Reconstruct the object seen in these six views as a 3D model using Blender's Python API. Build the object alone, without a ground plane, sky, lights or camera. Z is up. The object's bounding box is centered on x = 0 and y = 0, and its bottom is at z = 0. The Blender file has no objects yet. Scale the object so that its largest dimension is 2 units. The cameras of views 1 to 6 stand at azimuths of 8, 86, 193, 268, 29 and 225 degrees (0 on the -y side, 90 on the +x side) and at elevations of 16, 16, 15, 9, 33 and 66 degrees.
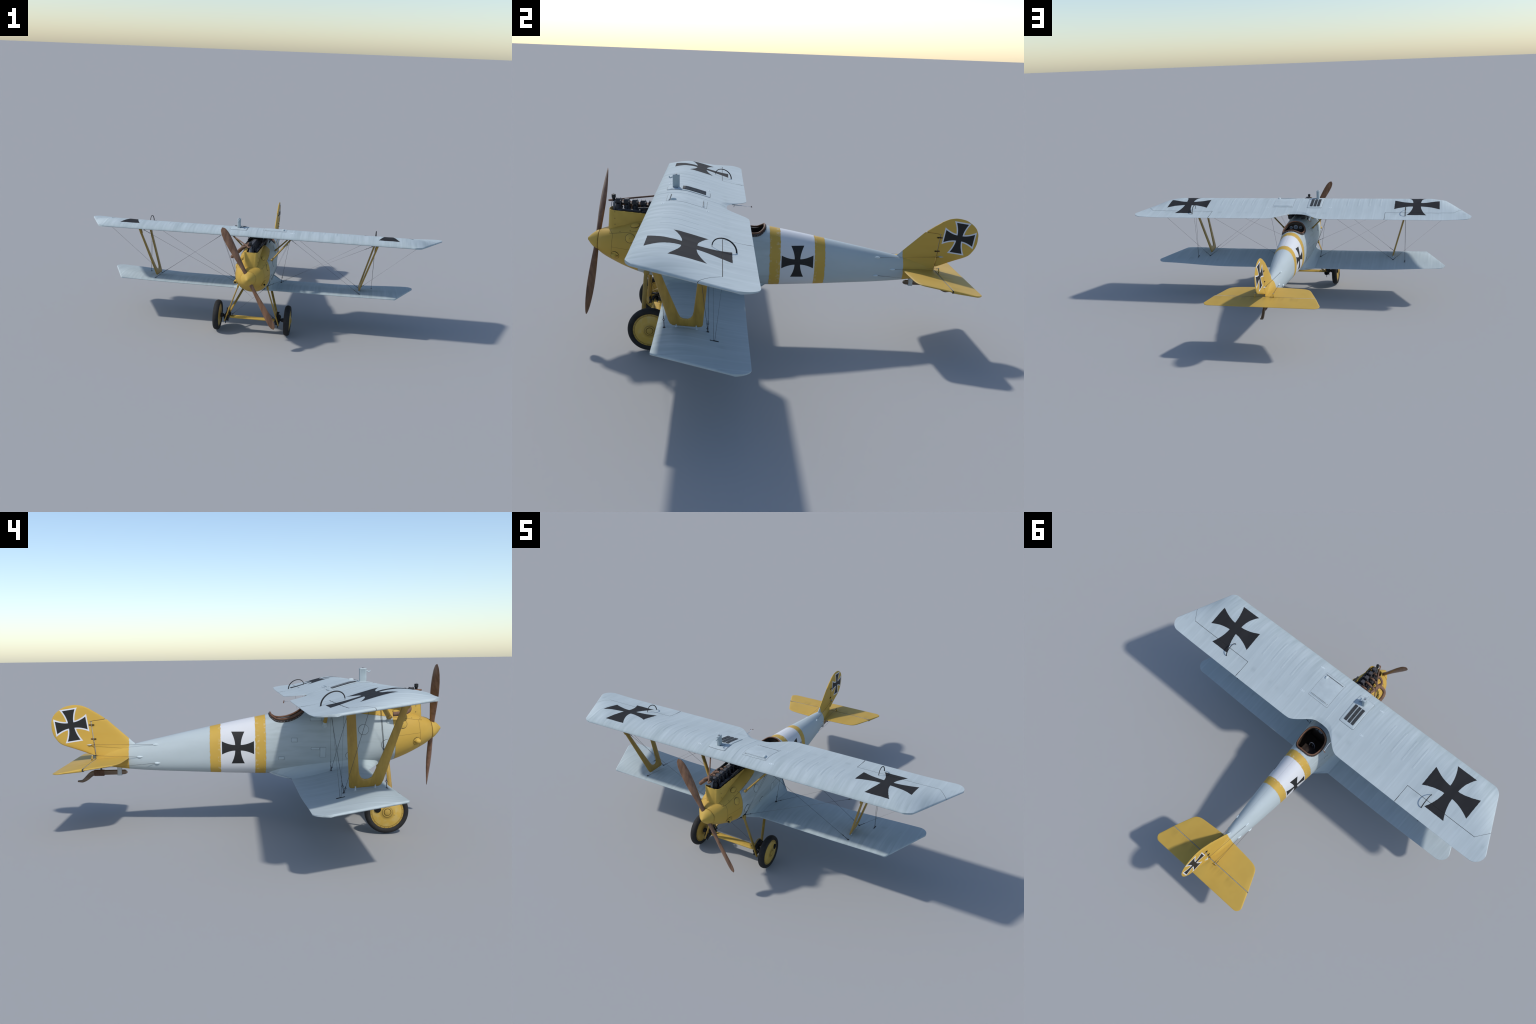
import bpy, bmesh, math, random
from mathutils import Vector, Matrix
random.seed(7)
V = Vector
scene = bpy.context.scene

# ------------------------------------------------------------------ helpers
def interp(tab, t):
    """smooth (monotone cubic) interpolation in a small table [(t, v), ...]"""
    n = len(tab)
    if t <= tab[0][0]: return tab[0][1]
    if t >= tab[-1][0]: return tab[-1][1]
    i = 0
    while tab[i + 1][0] < t: i += 1
    d = [(tab[k + 1][1] - tab[k][1]) / (tab[k + 1][0] - tab[k][0]) for k in range(n - 1)]
    def m(k):
        if k == 0: return d[0]
        if k == n - 1: return d[-1]
        if d[k - 1] * d[k] <= 0: return 0.0
        return 2 * d[k - 1] * d[k] / (d[k - 1] + d[k])
    h = tab[i + 1][0] - tab[i][0]
    u = (t - tab[i][0]) / h
    a, b = tab[i][1], tab[i + 1][1]
    return (a * (2*u**3 - 3*u**2 + 1) + m(i) * h * (u**3 - 2*u**2 + u)
            + b * (-2*u**3 + 3*u**2) + m(i + 1) * h * (u**3 - u**2))

def lin(tab, t):
    if t <= tab[0][0]: return tab[0][1]
    for (a, va), (b, vb) in zip(tab, tab[1:]):
        if t <= b: return va + (vb - va) * (t - a) / (b - a)
    return tab[-1][1]

def smooth(e0, e1, t):
    t = max(0.0, min(1.0, (t - e0) / (e1 - e0)))
    return t * t * (3 - 2 * t)

def make(name, verts, faces, mat, parent=None, sharp=40.0, fix=True):
    me = bpy.data.meshes.new(name)
    me.from_pydata([tuple(v) for v in verts], [], faces)
    if fix:
        bm = bmesh.new(); bm.from_mesh(me)
        bmesh.ops.recalc_face_normals(bm, faces=bm.faces[:])
        bm.to_mesh(me); bm.free()
    ob = bpy.data.objects.new(name, me)
    scene.collection.objects.link(ob)
    for m in (mat if isinstance(mat, (list, tuple)) else [mat]):
        me.materials.append(m)
    shade(ob, sharp)
    if parent: ob.parent = parent
    return ob

def shade(ob, sharp=40.0):
    me = ob.data
    for p in me.polygons: p.use_smooth = True
    me.set_sharp_from_angle(angle=math.radians(sharp))

class Geo:
    """collects several primitives in one mesh"""
    def __init__(s): s.v = []; s.f = []; s.m = []
    def add(s, vf, mi=0, mirror=False):
        v, f = vf
        for sg in ((1, -1) if mirror else (1,)):
            o = len(s.v)
            s.v += [V((p[0] * sg, p[1], p[2])) for p in v]
            s.f += [tuple(i + o for i in (q if sg == 1 else q[::-1])) for q in f]
            s.m += [mi] * len(f)
        return s
    def make(s, name, mat, parent=None, sharp=40.0):
        me_order = list(s.m)
        ob = make(name, s.v, s.f, mat, parent, sharp)
        for p, mi in zip(ob.data.polygons, me_order): p.material_index = mi
        return ob

def rings(rs, closed=True, cap=(True, True)):
    n = len(rs[0]); v = [V(p) for r in rs for p in r]; f = []
    for i in range(len(rs) - 1):
        for j in range(n if closed else n - 1):
            k = (j + 1) % n
            f.append((i*n + j, i*n + k, (i+1)*n + k, (i+1)*n + j))
    if cap[0]: f.append(tuple(range(n))[::-1])
    if cap[1]: f.append(tuple((len(rs)-1)*n + j for j in range(n)))
    return v, f

def frame(d, hint=(0, 0, 1)):
    d = V(d).normalized(); h = V(hint)
    if abs(d.dot(h.normalized())) > .98: h = V((0, 1, 0)) if abs(d.y) < .9 else V((1, 0, 0))
    a = d.cross(h).normalized(); b = a.cross(d).normalized()
    return d, a, b

def tube(pts, r, n=10, cap=(True, True), flat=1.0, hint=(0, 0, 1)):
    pts = [V(p) for p in pts]
    rr = r if isinstance(r, (list, tuple)) else [r] * len(pts)
    rs = []; prev = None
    for i, p in enumerate(pts):
        t = (pts[min(i+1, len(pts)-1)] - pts[max(i-1, 0)]).normalized()
        if prev is None: _, a, b = frame(t, hint)
        else:
            a = (prev - t * prev.dot(t)).normalized(); b = t.cross(a)
        prev = a
        rs.append([p + a * (math.cos(2*math.pi*k/n) * rr[i]) + b * (math.sin(2*math.pi*k/n) * rr[i] * flat) for k in range(n)])
    return rings(rs, True, cap)

def curve_pts(ctrl, n=24):
    """Catmull-Rom through control points"""
    c = [V(p) for p in ctrl]; c = [c[0]*2 - c[1]] + c + [c[-1]*2 - c[-2]]
    out = []; segs = len(c) - 3
    for s in range(segs):
        p0, p1, p2, p3 = c[s:s+4]
        m = max(2, n // segs)
        for k in range(m + (1 if s == segs-1 else 0)):
            t = k / m
            out.append(0.5 * ((2*p1) + (p2-p0)*t + (2*p0-5*p1+4*p2-p3)*t*t + (3*p1-p0-3*p2+p3)*t**3))
    return out

def cyl(p, q, r, n=14): return tube([p, q], r, n)

def box(c, s, rot=None):
    v = [V((x*s[0]/2, y*s[1]/2, z*s[2]/2)) for x in (-1, 1) for y in (-1, 1) for z in (-1, 1)]
    if rot: v = [rot @ p for p in v]
    v = [p + V(c) for p in v]
    return v, [(0,1,3,2),(4,6,7,5),(0,4,5,1),(2,3,7,6),(0,2,6,4),(1,5,7,3)]

def cbox(c, s, b, rot=None):
    """box with chamfered edges: octagon section in x-z swept along y, ends drawn in"""
    hx, hy, hz = s[0]/2, s[1]/2, s[2]/2
    def sec(y, k):
        x, z = hx - k, hz - k
        return [V(p) for p in ((-x+b, y, -z), (x-b, y, -z), (x, y, -z+b), (x, y, z-b), (x-b, y, z), (-x+b, y, z), (-x, y, z-b), (-x, y, -z+b))]
    v, f = rings([sec(-hy, b*.7), sec(-hy+b, 0), sec(hy-b, 0), sec(hy, b*.7)])
    if rot: v = [rot @ p for p in v]
    return [p + V(c) for p in v], f

def lathe(prof, o, axis, n=48, cap=(True, True)):
    """prof: [(distance along axis, radius)]"""
    d, a, b = frame(axis)
    rs = [[V(o) + d*t + (a*math.cos(2*math.pi*k/n) + b*math.sin(2*math.pi*k/n)) * max(r, 1e-5) for k in range(n)] for t, r in prof]
    return rings(rs, True, cap)

def strut(p, q, chord, thick, cdir=(0, 1, 0), n=20, taper=.75):
    """streamlined strut, chord measured along cdir"""
    p, q = V(p), V(q); d = (q - p).normalized()
    c = V(cdir); c = (c - d*c.dot(d)).normalized(); t = d.cross(c)
    def sec(o, k):
        r = []
        for i in range(n):
            a = 2*math.pi*i/n; x = math.cos(a); y = math.sin(a)
            # blunt nose towards -cdir, tapering tail
            w = y * (1 - .35 * x)
            r.append(o + c*(x*chord/2*k) + t*(w*thick/2*k))
        return r
    L = (q-p).length
    return rings([sec(p, taper), sec(p + d*L*.08, .95), sec(p + d*L*.3, 1), sec(p + d*L*.7, 1), sec(p + d*L*.92, .95), sec(q, taper)])

def boolean(ob, cutter, op, keep_cutter=False):
    m = ob.modifiers.new("b", 'BOOLEAN'); m.operation = op; m.object = cutter; m.solver = 'EXACT'
    try: m.material_mode = 'TRANSFER'
    except Exception: pass
    dg = bpy.context.evaluated_depsgraph_get()
    me = bpy.data.meshes.new_from_object(ob.evaluated_get(dg))
    ob.modifiers.clear(); old = ob.data; ob.data = me; bpy.data.meshes.remove(old)
    if not keep_cutter: bpy.data.objects.remove(cutter, do_unlink=True)
    return ob

def prism(poly, z0, z1):
    return rings([[(x, y, z0) for x, y in poly], [(x, y, z1) for x, y in poly]])

# ---------------------------------------------------------------- materials
class NT:
    def __init__(s, name, rough=.6, spec=.3):
        s.mat = bpy.data.materials.new(name); s.mat.use_nodes = True
        s.t = s.mat.node_tree; s.bsdf = s.t.nodes["Principled BSDF"]
        s.bsdf.inputs["Roughness"].default_value = rough
        s.bsdf.inputs["Specular IOR Level"].default_value = spec
        s.co = s.t.nodes.new("ShaderNodeTexCoord").outputs["Object"]
        sx = s.t.nodes.new("ShaderNodeSeparateXYZ"); s.t.links.new(s.co, sx.inputs[0])
        s.x, s.y, s.z = sx.outputs
        sn = s.t.nodes.new("ShaderNodeSeparateXYZ"); s.t.links.new(s.t.nodes.new("ShaderNodeNewGeometry").outputs["True Normal"], sn.inputs[0]); s.nz = sn.outputs[2]
    def set(s, inp, v):
        if hasattr(v, "is_linked"): s.t.links.new(v, inp)
        elif isinstance(v, (tuple, list)) and len(v) == 3 and len(inp.default_value) == 4: inp.default_value = (*v, 1)
        else: inp.default_value = v
    def m(s, op, a, b=0.0, c=0.0):
        n = s.t.nodes.new("ShaderNodeMath"); n.operation = op
        for i, v in enumerate((a, b, c)): s.set(n.inputs[i], v)
        return n.outputs[0]
    def add(s, a, b): return s.m('ADD', a, b)
    def sub(s, a, b): return s.m('SUBTRACT', a, b)
    def mul(s, a, b): return s.m('MULTIPLY', a, b)
    def lt(s, a, b): return s.m('LESS_THAN', a, b)
    def gt(s, a, b): return s.m('GREATER_THAN', a, b)
    def abs(s, a): return s.m('ABSOLUTE', a)
    def mx(s, a, b): return s.m('MAXIMUM', a, b)
    def mn(s, a, b): return s.m('MINIMUM', a, b)
    def between(s, v, a, b): return s.mul(s.gt(v, a), s.lt(v, b))
    def line(s, v, c, w): return s.lt(s.abs(s.sub(v, c)), w)
    def ramp(s, v, a, b, lo=0.0, hi=1.0):
        n = s.t.nodes.new("ShaderNodeMapRange"); n.clamp = True
        s.set(n.inputs[0], v)
        for i, q in enumerate((a, b, lo, hi)): n.inputs[i+1].default_value = q
        return n.outputs[0]
    def noise(s, scale, detail=4.0, stretch=(1, 1, 1), rough=.55, loc=(0, 0, 0)):
        mp = s.t.nodes.new("ShaderNodeMapping"); mp.inputs["Scale"].default_value = stretch; mp.inputs["Location"].default_value = loc
        s.t.links.new(s.co, mp.inputs[0])
        n = s.t.nodes.new("ShaderNodeTexNoise"); n.inputs["Scale"].default_value = scale
        n.inputs["Detail"].default_value = detail; n.inputs["Roughness"].default_value = rough
        s.t.links.new(mp.outputs[0], n.inputs["Vector"])
        return n.outputs[0]
    def mix(s, f, a, b):
        n = s.t.nodes.new("ShaderNodeMix"); n.data_type = 'RGBA'
        s.set(n.inputs[0], f); s.set(n.inputs[6], a); s.set(n.inputs[7], b)
        return n.outputs[2]
    def dark(s, col, f, k=(0, 0, 0)): return s.mix(f, col, k)
    def bump(s, h, strength=.2, dist=.002):
        n = s.t.nodes.new("ShaderNodeBump"); n.inputs["Strength"].default_value = strength; n.inputs["Distance"].default_value = dist
        s.set(n.inputs["Height"], h); s.t.links.new(n.outputs[0], s.bsdf.inputs["Normal"])
    def out(s, col): s.set(s.bsdf.inputs["Base Color"], col); return s.mat
    def cross(s, u, v, grow=0.0, w0=.178, w1=.43, p=1.8):
        """cross with flaring arms in normalised coordinates"""
        au, av = s.abs(u), s.abs(v)
        def w(t):
            k = s.m('POWER', s.mx(s.mul(s.sub(t, w0), 1/(1-w0)), 0.0), p)
            return s.add(s.mul(k, w1 - w0), w0 + grow)
        a = s.mul(s.lt(au, 1 + grow), s.lt(av, w(au)))
        b = s.mul(s.lt(av, 1 + grow), s.lt(au, w(av)))
        return s.mx(a, b)

GREY = (.440, .503, .522); YEL = (.535, .347, .068); BLACK = (.020, .020, .021); WHITE = (.61, .62, .64); DARK = (.02, .02, .018)

def simple(name, col, rough=.6, var=.25, scale=40, stretch=(1, 1, 1), metal=0.0, spec=.3):
    n = NT(name, rough, spec); n.bsdf.inputs["Metallic"].default_value = metal
    f = n.noise(scale, 4, stretch)
    c = n.mix(n.ramp(f, .3, .7), tuple(c*(1-var) for c in col), tuple(min(1, c*(1+var)) for c in col))
    return n.out(c)

def fabric_wing(name, te, le, pitch, cross_c=None, cross_h=None):
    n = NT(name, .8, .12)
    # streaks of grime running with the airflow, strongest behind the leading edge, pale rib tapes
    st = n.noise(30, 4, (1.6, .10, .1)); st2 = n.noise(9, 3, (1.5, .4, .2), loc=(3, 1, 0)); fine = n.noise(260, 3, (1, .6, 1))
    st3 = n.noise(75, 4, (1.3, .07, .1), loc=(4, 2, 0)); ay = n.ramp(n.y, le, te)
    ribs = n.m('PINGPONG', n.sub(n.abs(n.x), pitch*.5), pitch*.5)
    front = n.ramp(ay, .55, .02)
    col = n.mix(n.ramp(st2, .35, .7), tuple(c*.955 for c in GREY), tuple(c*1.03 for c in GREY))
    col = n.mix(n.mul(n.ramp(st, .47, .68), n.add(n.mul(front, .50), .10)), col, (.30, .365, .375))
    col = n.mix(n.mul(n.ramp(st3, .48, .66), n.add(n.mul(front, .30), .10)), col, (.33, .39, .40))
    col = n.mix(n.mul(n.ramp(st3, .46, .30), .22), col, (.53, .60, .62))
    col = n.mix(n.mul(n.ramp(ribs, pitch*.5 - .006, pitch*.5 - .0045), .11), col, (.56, .635, .655))
    col = n.mix(n.mul(n.between(ribs, pitch*.5 - .0082, pitch*.5 - .0062), .11), col, (.32, .38, .40))
    nose = n.mul(n.ramp(ay, .11, .0), n.add(n.mul(n.ramp(st2, .3, .7), .4), .3))
    col = n.mix(nose, col, (.38, .445, .455))
    col = n.mix(n.mul(n.ramp(fine, .45, .75), .07), col, (.36, .42, .44))
    # grime at the rear along the control surface gap
    hng = n.mul(n.ramp(n.abs(n.sub(n.y, te - .085)), .02, .0), n.ramp(n.noise(24, 3, (1.2, .2, .2), loc=(1, 7, 0)), .52, .75))
    col = n.mix(n.mul(hng, .35), col, (.25, .30, .31))
    if cross_c:
        ax = n.abs(n.x)
        u = n.mul(n.sub(ax, cross_c[0]), 1/cross_h[0]); v = n.mul(n.sub(n.y, cross_c[1]), 1/cross_h[1])
        # slightly ragged paint edge
        j = n.mul(n.sub(n.noise(120, 2), .5), .02)
        mask = n.mul(n.cross(n.add(u, j), n.add(v, j)), n.gt(n.nz, 0.0))   # painted on the upper surface only
        col = n.mix(mask, col, n.mix(n.ramp(st2, .3, .7), (.021, .021, .023), (.028, .028, .030)))
    n.bump(n.add(n.mul(st, .4), n.mul(fine, .15)), .12, .001)
    return n.out(col)


def skin_material():
    """painted plywood and metal skin of the fuselage: grey, white band, yellow bands, cowling, tail"""
    n = NT("painted_fuselage_skin", .55, .2)
    st = n.noise(30, 4, (.9, .13, .9)); bl = n.noise(13, 4, (1, .4, 1), loc=(2, 0, 5)); fine = n.noise(300, 2)
    jag = n.mul(n.sub(n.noise(95, 3, (1, .2, 1)), .5), .006)
    yy = n.add(n.y, jag)
    grime = n.mul(n.ramp(st, .44, .70), .50)
    grime = n.mul(grime, n.add(n.mul(n.ramp(n.y, .10, -.10), .8), .2))
    grey = n.mix(grime, tuple(c*.95 for c in GREY), (.25, .285, .285))  # base grey lowered partway to the shading on the body sides
    grey = n.mix(n.mul(n.ramp(bl, .45, .75), .18), grey, (.33, .38, .38))
    yel = n.mix(n.ramp(bl, .3, .75), YEL, (.50, .31, .055))
    white = n.mix(n.mul(n.ramp(st, .5, .75), .35), WHITE, (.50, .54, .58))
    col = grey
    col = n.mix(n.between(yy, -.0285, .1045), col, white)
    col = n.mix(n.between(n.y, -.0295, -.0270), col, (.55, .58, .62))
    # worn paint near the band borders
    worn = n.mul(n.ramp(n.noise(85, 5, (1, .7, 1), loc=(5, 5, 5)), .54, .70), n.mx(n.between(n.y, -.045, -.0285), n.mx(n.between(n.y, .1045, .115), n.between(n.y, -.0695, -.062))))
    bands = n.mx(n.between(yy, -.0695, -.0285), n.between(yy, .1045, .1455))
    col = n.mix(bands, col, n.mix(n.mul(worn, .32), yel, (.62, .62, .55)))
    edge = n.mx(n.line(yy, -.0705, .0009), n.line(yy, .1465, .0008))
    col = n.mix(n.mul(edge, .35), col, (.25, .27, .27))
    cr = n.cross(n.mul(n.sub(n.y, .0378), 1/.0617), n.mul(n.sub(n.z, .3147), 1/.0613), w1=.415)
    col = n.mix(cr, col, BLACK)
    # tail
    col = n.mix(n.gt(yy, .462), col, yel)
    # nose: everything ahead of the firewall seam, and the upper deck panel
    ys = n.sub(n.y, n.mul(n.sub(n.z, .37), .0976))
    deckline = n.add(n.mul(n.add(n.y, .67), .125), .4105)
    deck = n.mul(n.mul(n.gt(n.z, deckline), n.lt(n.y, -.405)), n.lt(ys, 1.0))
    nose = n.mx(n.lt(ys, -.561), deck)
    col = n.mix(nose, col, yel)
    # panel lines on the nose
    side = n.gt(n.abs(n.x), .001)
    ln = n.mul(n.lt(n.abs(n.sub(n.z, deckline)), .0007), n.between(n.y, -.674, -.42))
    ln = n.mx(ln, n.mul(n.line(ys, -.664, .0007), n.lt(n.z, deckline)))
    ln = n.mx(ln, n.mul(n.line(n.sub(ys, n.mul(n.sub(n.z, .411), .25)), -.6775, .0006), n.between(n.z, .4105, .4250)))
    low = n.sub(n.z, n.add(n.mul(n.add(n.y, .66), -.10), .362))
    ln = n.mx(ln, n.mul(n.lt(n.abs(low), .0005), n.between(ys, -.664, -.561)))
    ln = n.mx(ln, n.mul(n.line(ys, -.561, .0006), n.lt(n.z, deckline)))
    col = n.mix(n.mul(ln, .75), col, (.09, .06, .02))
    # seam along the spine
    sp = n.mul(n.lt(n.abs(n.x), .0006), n.mul(n.gt(n.z, .34), n.gt(n.y, -.08)))
    col = n.mix(n.mul(sp, .35), col, (.2, .22, .23))
    col = n.mix(n.mul(n.ramp(fine, .5, .8), .05), col, (.2, .2, .2))
    n.bump(n.add(n.mul(st, .3), n.mul(fine, .2)), .08, .001)
    return n.out(col)

def tail_material():
    """fin and rudder: yellow with an outlined cross, grey fillet in front of the paint edge"""
    n = NT("painted_tail", .6, .2)
    st = n.noise(22, 4, (1, .25, 1)); jag = n.mul(n.sub(n.noise(95, 3), .5), .006)
    yel = n.mix(n.ramp(st, .35, .75), YEL, (.52, .32, .055))
    col = n.mix(n.gt(n.add(n.y, jag), .462), GREY, yel)
    ca, sa = math.cos(math.radians(8.5)), math.sin(math.radians(8.5))
    dy, dz = n.sub(n.y, .6832), n.sub(n.z, .4043)
    u = n.mul(n.sub(n.mul(dy, ca), n.mul(dz, sa)), 1/.0600); v = n.mul(n.add(n.mul(dy, sa), n.mul(dz, ca)), 1/.0600)
    col = n.mix(n.cross(u, v, .085, w1=.44), col, (.62, .64, .70))
    col = n.mix(n.cross(u, v, .0, w1=.42), col, BLACK)
    return n.out(col)

def yellow_fabric():
    n = NT("yellow_fabric", .55, .3)
    st = n.noise(26, 4, (1.4, .14, .3)); bl = n.noise(8, 3)
    yel = n.mix(n.ramp(bl, .3, .75), (.525, .342, .066), (.47, .30, .055))  # yellow dulled here, with shading near the fin mixed into it
    aft = n.ramp(n.abs(n.sub(n.y, .612)), .035, .0)
    yel = n.mix(n.mul(n.mul(n.ramp(st, .46, .72), aft), .42), yel, (.22, .16, .04))
    n.bump(st, .1, .001)
    return n.out(yel)

def wood(name, a, b, stretch, scale=60):
    n = NT(name, .38, .4)
    g = n.noise(scale, 5, stretch, .65)
    return n.out(n.mix(n.ramp(g, .35, .65), a, b))

M = {}
def wheel_material():
    n = NT("wheel_cover_paint", .5, .3)
    dy, dz = n.sub(n.y, -.512), n.sub(n.z, .0825)
    r = n.m('SQRT', n.add(n.mul(dy, dy), n.mul(dz, dz)))
    ns = n.noise(38, 4)
    col = n.mix(n.ramp(n.noise(16, 3), .3, .7), YEL, (.50, .32, .06))
    painted_highlight = n.mul(n.between(r, .030, .054), n.ramp(ns, .45, .75))
    col = n.mix(n.mul(painted_highlight, .45), col, (.52, .45, .24))  # lighter streak highlights of the cover, tinted into the paint
    grime = n.mx(n.ramp(r, .030, .019), n.ramp(r, .055, .0575))  # outer band paints the step shadow along the rim
    col = n.mix(n.mul(grime, .38), col, (.20, .13, .03))
    ln = n.mx(n.line(r, .0192, .0007), n.mx(n.line(r, .0125, .0008), n.line(r, .0560, .0006)))
    col = n.mix(n.mul(ln, .8), col, (.05, .035, .012))
    return n.out(col)
M['wheel'] = wheel_material()
M['wing_up'] = fabric_wing("doped_upper_wing_fabric", -.155, -.515, .065, (.698, -.3485), (.1285, .1240))
M['wing_low'] = fabric_wing("doped_lower_wing_fabric", -.165, -.457, .0643)
M['skin'] = skin_material()
M['tail'] = tail_material()
M['yfab'] = yellow_fabric()
M['yellow'] = simple("yellow_paint", (.535, .347, .068), .6, .12, 14, spec=.2)
M['ystrut'] = wood("shade_darkened_yellow_wood", (.30, .185, .035), (.42, .265, .050), (1, 1, .15), 40)  # yellow paint, browned and darkened for the shadow under the wings
M['prop'] = wood("varnished_propeller_wood", (.13, .062, .032), (.26, .135, .075), (1, 1, .12), 55)
M['skid'] = wood("bare_wood", (.09, .06, .04), (.20, .14, .10), (1, .08, 1), 120)
M['grey'] = simple("grey_paint", GREY, .8, .06, 30, spec=.1)
M['lgrey'] = simple("pale_grey_plate", (.53, .60, .62), .8, .05, 30, spec=.1)
M['tyre'] = simple("tyre_rubber", (.020, .019, .019), .8, .25, 60)
M['black'] = simple("black_iron", (.018, .018, .019), .55, .3, 60)
M['engine'] = simple("engine_black", (.028, .028, .032), .5, .35, 90)
M['engtop'] = simple("engine_dull_steel", (.065, .062, .065), .5, .3, 90)
M['wire'] = simple("rigging_wire_steel", (.055, .055, .06), .5, .2, 60)
M['steel'] = simple("bare_steel", (.45, .50, .54), .4, .15, 60)
M['dsteel'] = simple("dull_steel_pipe", (.16, .17, .19), .4, .3, 80)
M['mesh'] = simple('grille_wire', (.115, .125, .135), .6, .1, 60)
M['rust'] = simple("rusty_exhaust_iron", (.17, .095, .06), .7, .25, 50)
M['leather'] = simple("brown_leather_padding", (.14, .068, .038), .5, .25, 70)  # brown deepened to carry the rim's shaded look
M['dleather'] = simple("dark_leather_strip", (.045, .032, .026), .6, .3, 70)
M['cockpit'] = simple("dark_cockpit_lining", (.05, .035, .025), .7, .3, 50)
M['hole'] = simple("dark_opening", (.004, .004, .004), .9, .1, 50)
M['gap'] = simple("dark_gap", (.035, .035, .032), .8, .1, 50)
M['screw'] = simple("screw_heads", (.055, .035, .02), .5, .2, 50)
M['dial'] = simple("dial_glass_grey", (.32, .35, .37), .35, .1, 30)
M['brown'] = simple("brown_bracket", (.10, .05, .03), .6, .3, 60)

root = bpy.data.objects.new("biplane", None)
scene.collection.objects.link(root)
root["label"] = "grey and yellow vintage biplane fighter with black crosses"
root["category"] = "biplane aircraft"

# ------------------------------------------------------------ fuselage body
ZT = [(-.7205, .4095), (-.7125, .4142), (-.6975, .4190), (-.690, .4208), (-.6785, .4245), (-.671, .4285), (-.6275, .4435), (-.600, .453), (-.562, .464), (-.473, .477), (-.35, .472), (-.222, .4615), (-.09, .4405), (-.0712, .4365), (.02, .4195), (.14, .395), (.204, .3815), (.30, .361), (.43, .332), (.465, .323), (.592, .2885)]
ZB = [(-.7205, .3320), (-.7105, .3240), (-.698, .3155), (-.676, .303), (-.612, .2715), (-.554, .2495), (-.50, .235), (-.40, .218), (-.30, .2095), (-.20, .207), (-.09, .2060), (.11, .2120), (.21, .2165), (.37, .2240), (.46, .2310), (.52, .238), (.592, .252)]
WW = [(-.7205, .0386), (-.7120, .0478), (-.70, .0570), (-.68, .067), (-.66, .0745), (-.63, .0815), (-.58, .089), (-.53, .0945), (-.44, .0965), (-.35, .0965), (-.25, .093), (-.15, .0850), (-.07, .0765), (.02, .0700), (.12, .0640), (.25, .0530), (.35, .0430), (.418, .0350), (.465, .0280), (.53, .017), (.592, .005)]
ZC = [(-.728, .371), (-.66, .362), (-.55, .348), (-.40, .335), (-.20, .322), (0, .312), (.2, .297), (.4, .281), (.592, .268)]
NT_ = [(-.7205, 2.0), (-.70, 2.3), (-.68, 2.75), (-.66, 2.7), (-.62, 2.4), (-.55, 2.15), (-.40, 2.25), (-.2, 2.3), (-.09, 2.15), (.1, 2.15), (.35, 1.95), (.592, 1.9)]
NB_ = [(-.728, 2.0), (-.60, 2.05), (-.4, 2.3), (-.2, 2.4), (.1, 2.6), (.4, 2.5), (.592, 2.4)]
def shear(y, z):
    return y + .0976 * (z - .37) * smooth(-.25, -.52, y)
def sec(y):
    return interp(ZT, y), interp(ZB, y), interp(WW, y), interp(ZC, y), interp(NT_, y), interp(NB_, y)
def body_point(y, a):
    """a: angle round the section, 0 = top, positive towards +x"""
    zt, zb, w, zc, nt, nb = sec(y)
    s, c = math.sin(a), math.cos(a)
    n = nt if c >= 0 else nb
    h = (zt - zc) if c >= 0 else (zc - zb)
    x = w * math.copysign(abs(s) ** (2/n), s); z = zc + h * math.copysign(abs(c) ** (2/n), c)
    return V((x, shear(y, z), z))
def body_x(y, z):
    """half width of the body at height z"""
    y0 = y - .0976 * (z - .37) * smooth(-.25, -.52, y)
    zt, zb, w, zc, nt, nb = sec(y0)
    n = nt if z >= zc else nb; h = (zt - zc) if z >= zc else (zc - zb)
    k = min(1.0, abs(z - zc) / h)
    return w * (1 - k**n) ** (1/n)
def body_n(y, z, sg):
    e = .004
    dx_y = (body_x(y+e, z) - body_x(y-e, z)) / (2*e); dx_z = (body_x(y, z+e) - body_x(y, z-e)) / (2*e)
    return V((sg, -dx_y, -dx_z)).normalized()

NA = 72
def ang(j):
    # spread samples so that the superellipse is even
    return 2*math.pi*j/NA
def body(y0, y1, n):
    return [[body_point(y0 + (y1-y0)*i/n, ang(j)) for j in range(NA)] for i in range(n+1)]
SEAM = -.561
cowl = make("cowling", *rings(body(-.7205, SEAM, 60)), [M['skin'], M['hole']], root, 50)
fus = make("fuselage", *rings(body(SEAM, .592, 240)), [M['skin'], M['cockpit']], root, 50)

# engine bay: slot through the top of the cowling
def bay_outline(w, y0, y1, r):
    pts = [(w, y1), (-w, y1)]
    for k in range(9):
        a = math.pi/2 * k/8
        pts.append((-w + r - r*math.cos(a), y0 + r - r*math.sin(a)))
    for k in range(9):
        a = math.pi/2 * (1 - k/8)
        pts.append((w - r + r*math.cos(a), y0 + r - r*math.sin(a)))
    return pts
bay = bay_outline(.0335, -.671, -.36, .02)
cut = make("cut", *prism(bay, .395, .6), M['hole']); boolean(cowl, cut, 'DIFFERENCE', True)
boolean(fus, cut, 'DIFFERENCE')
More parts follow.
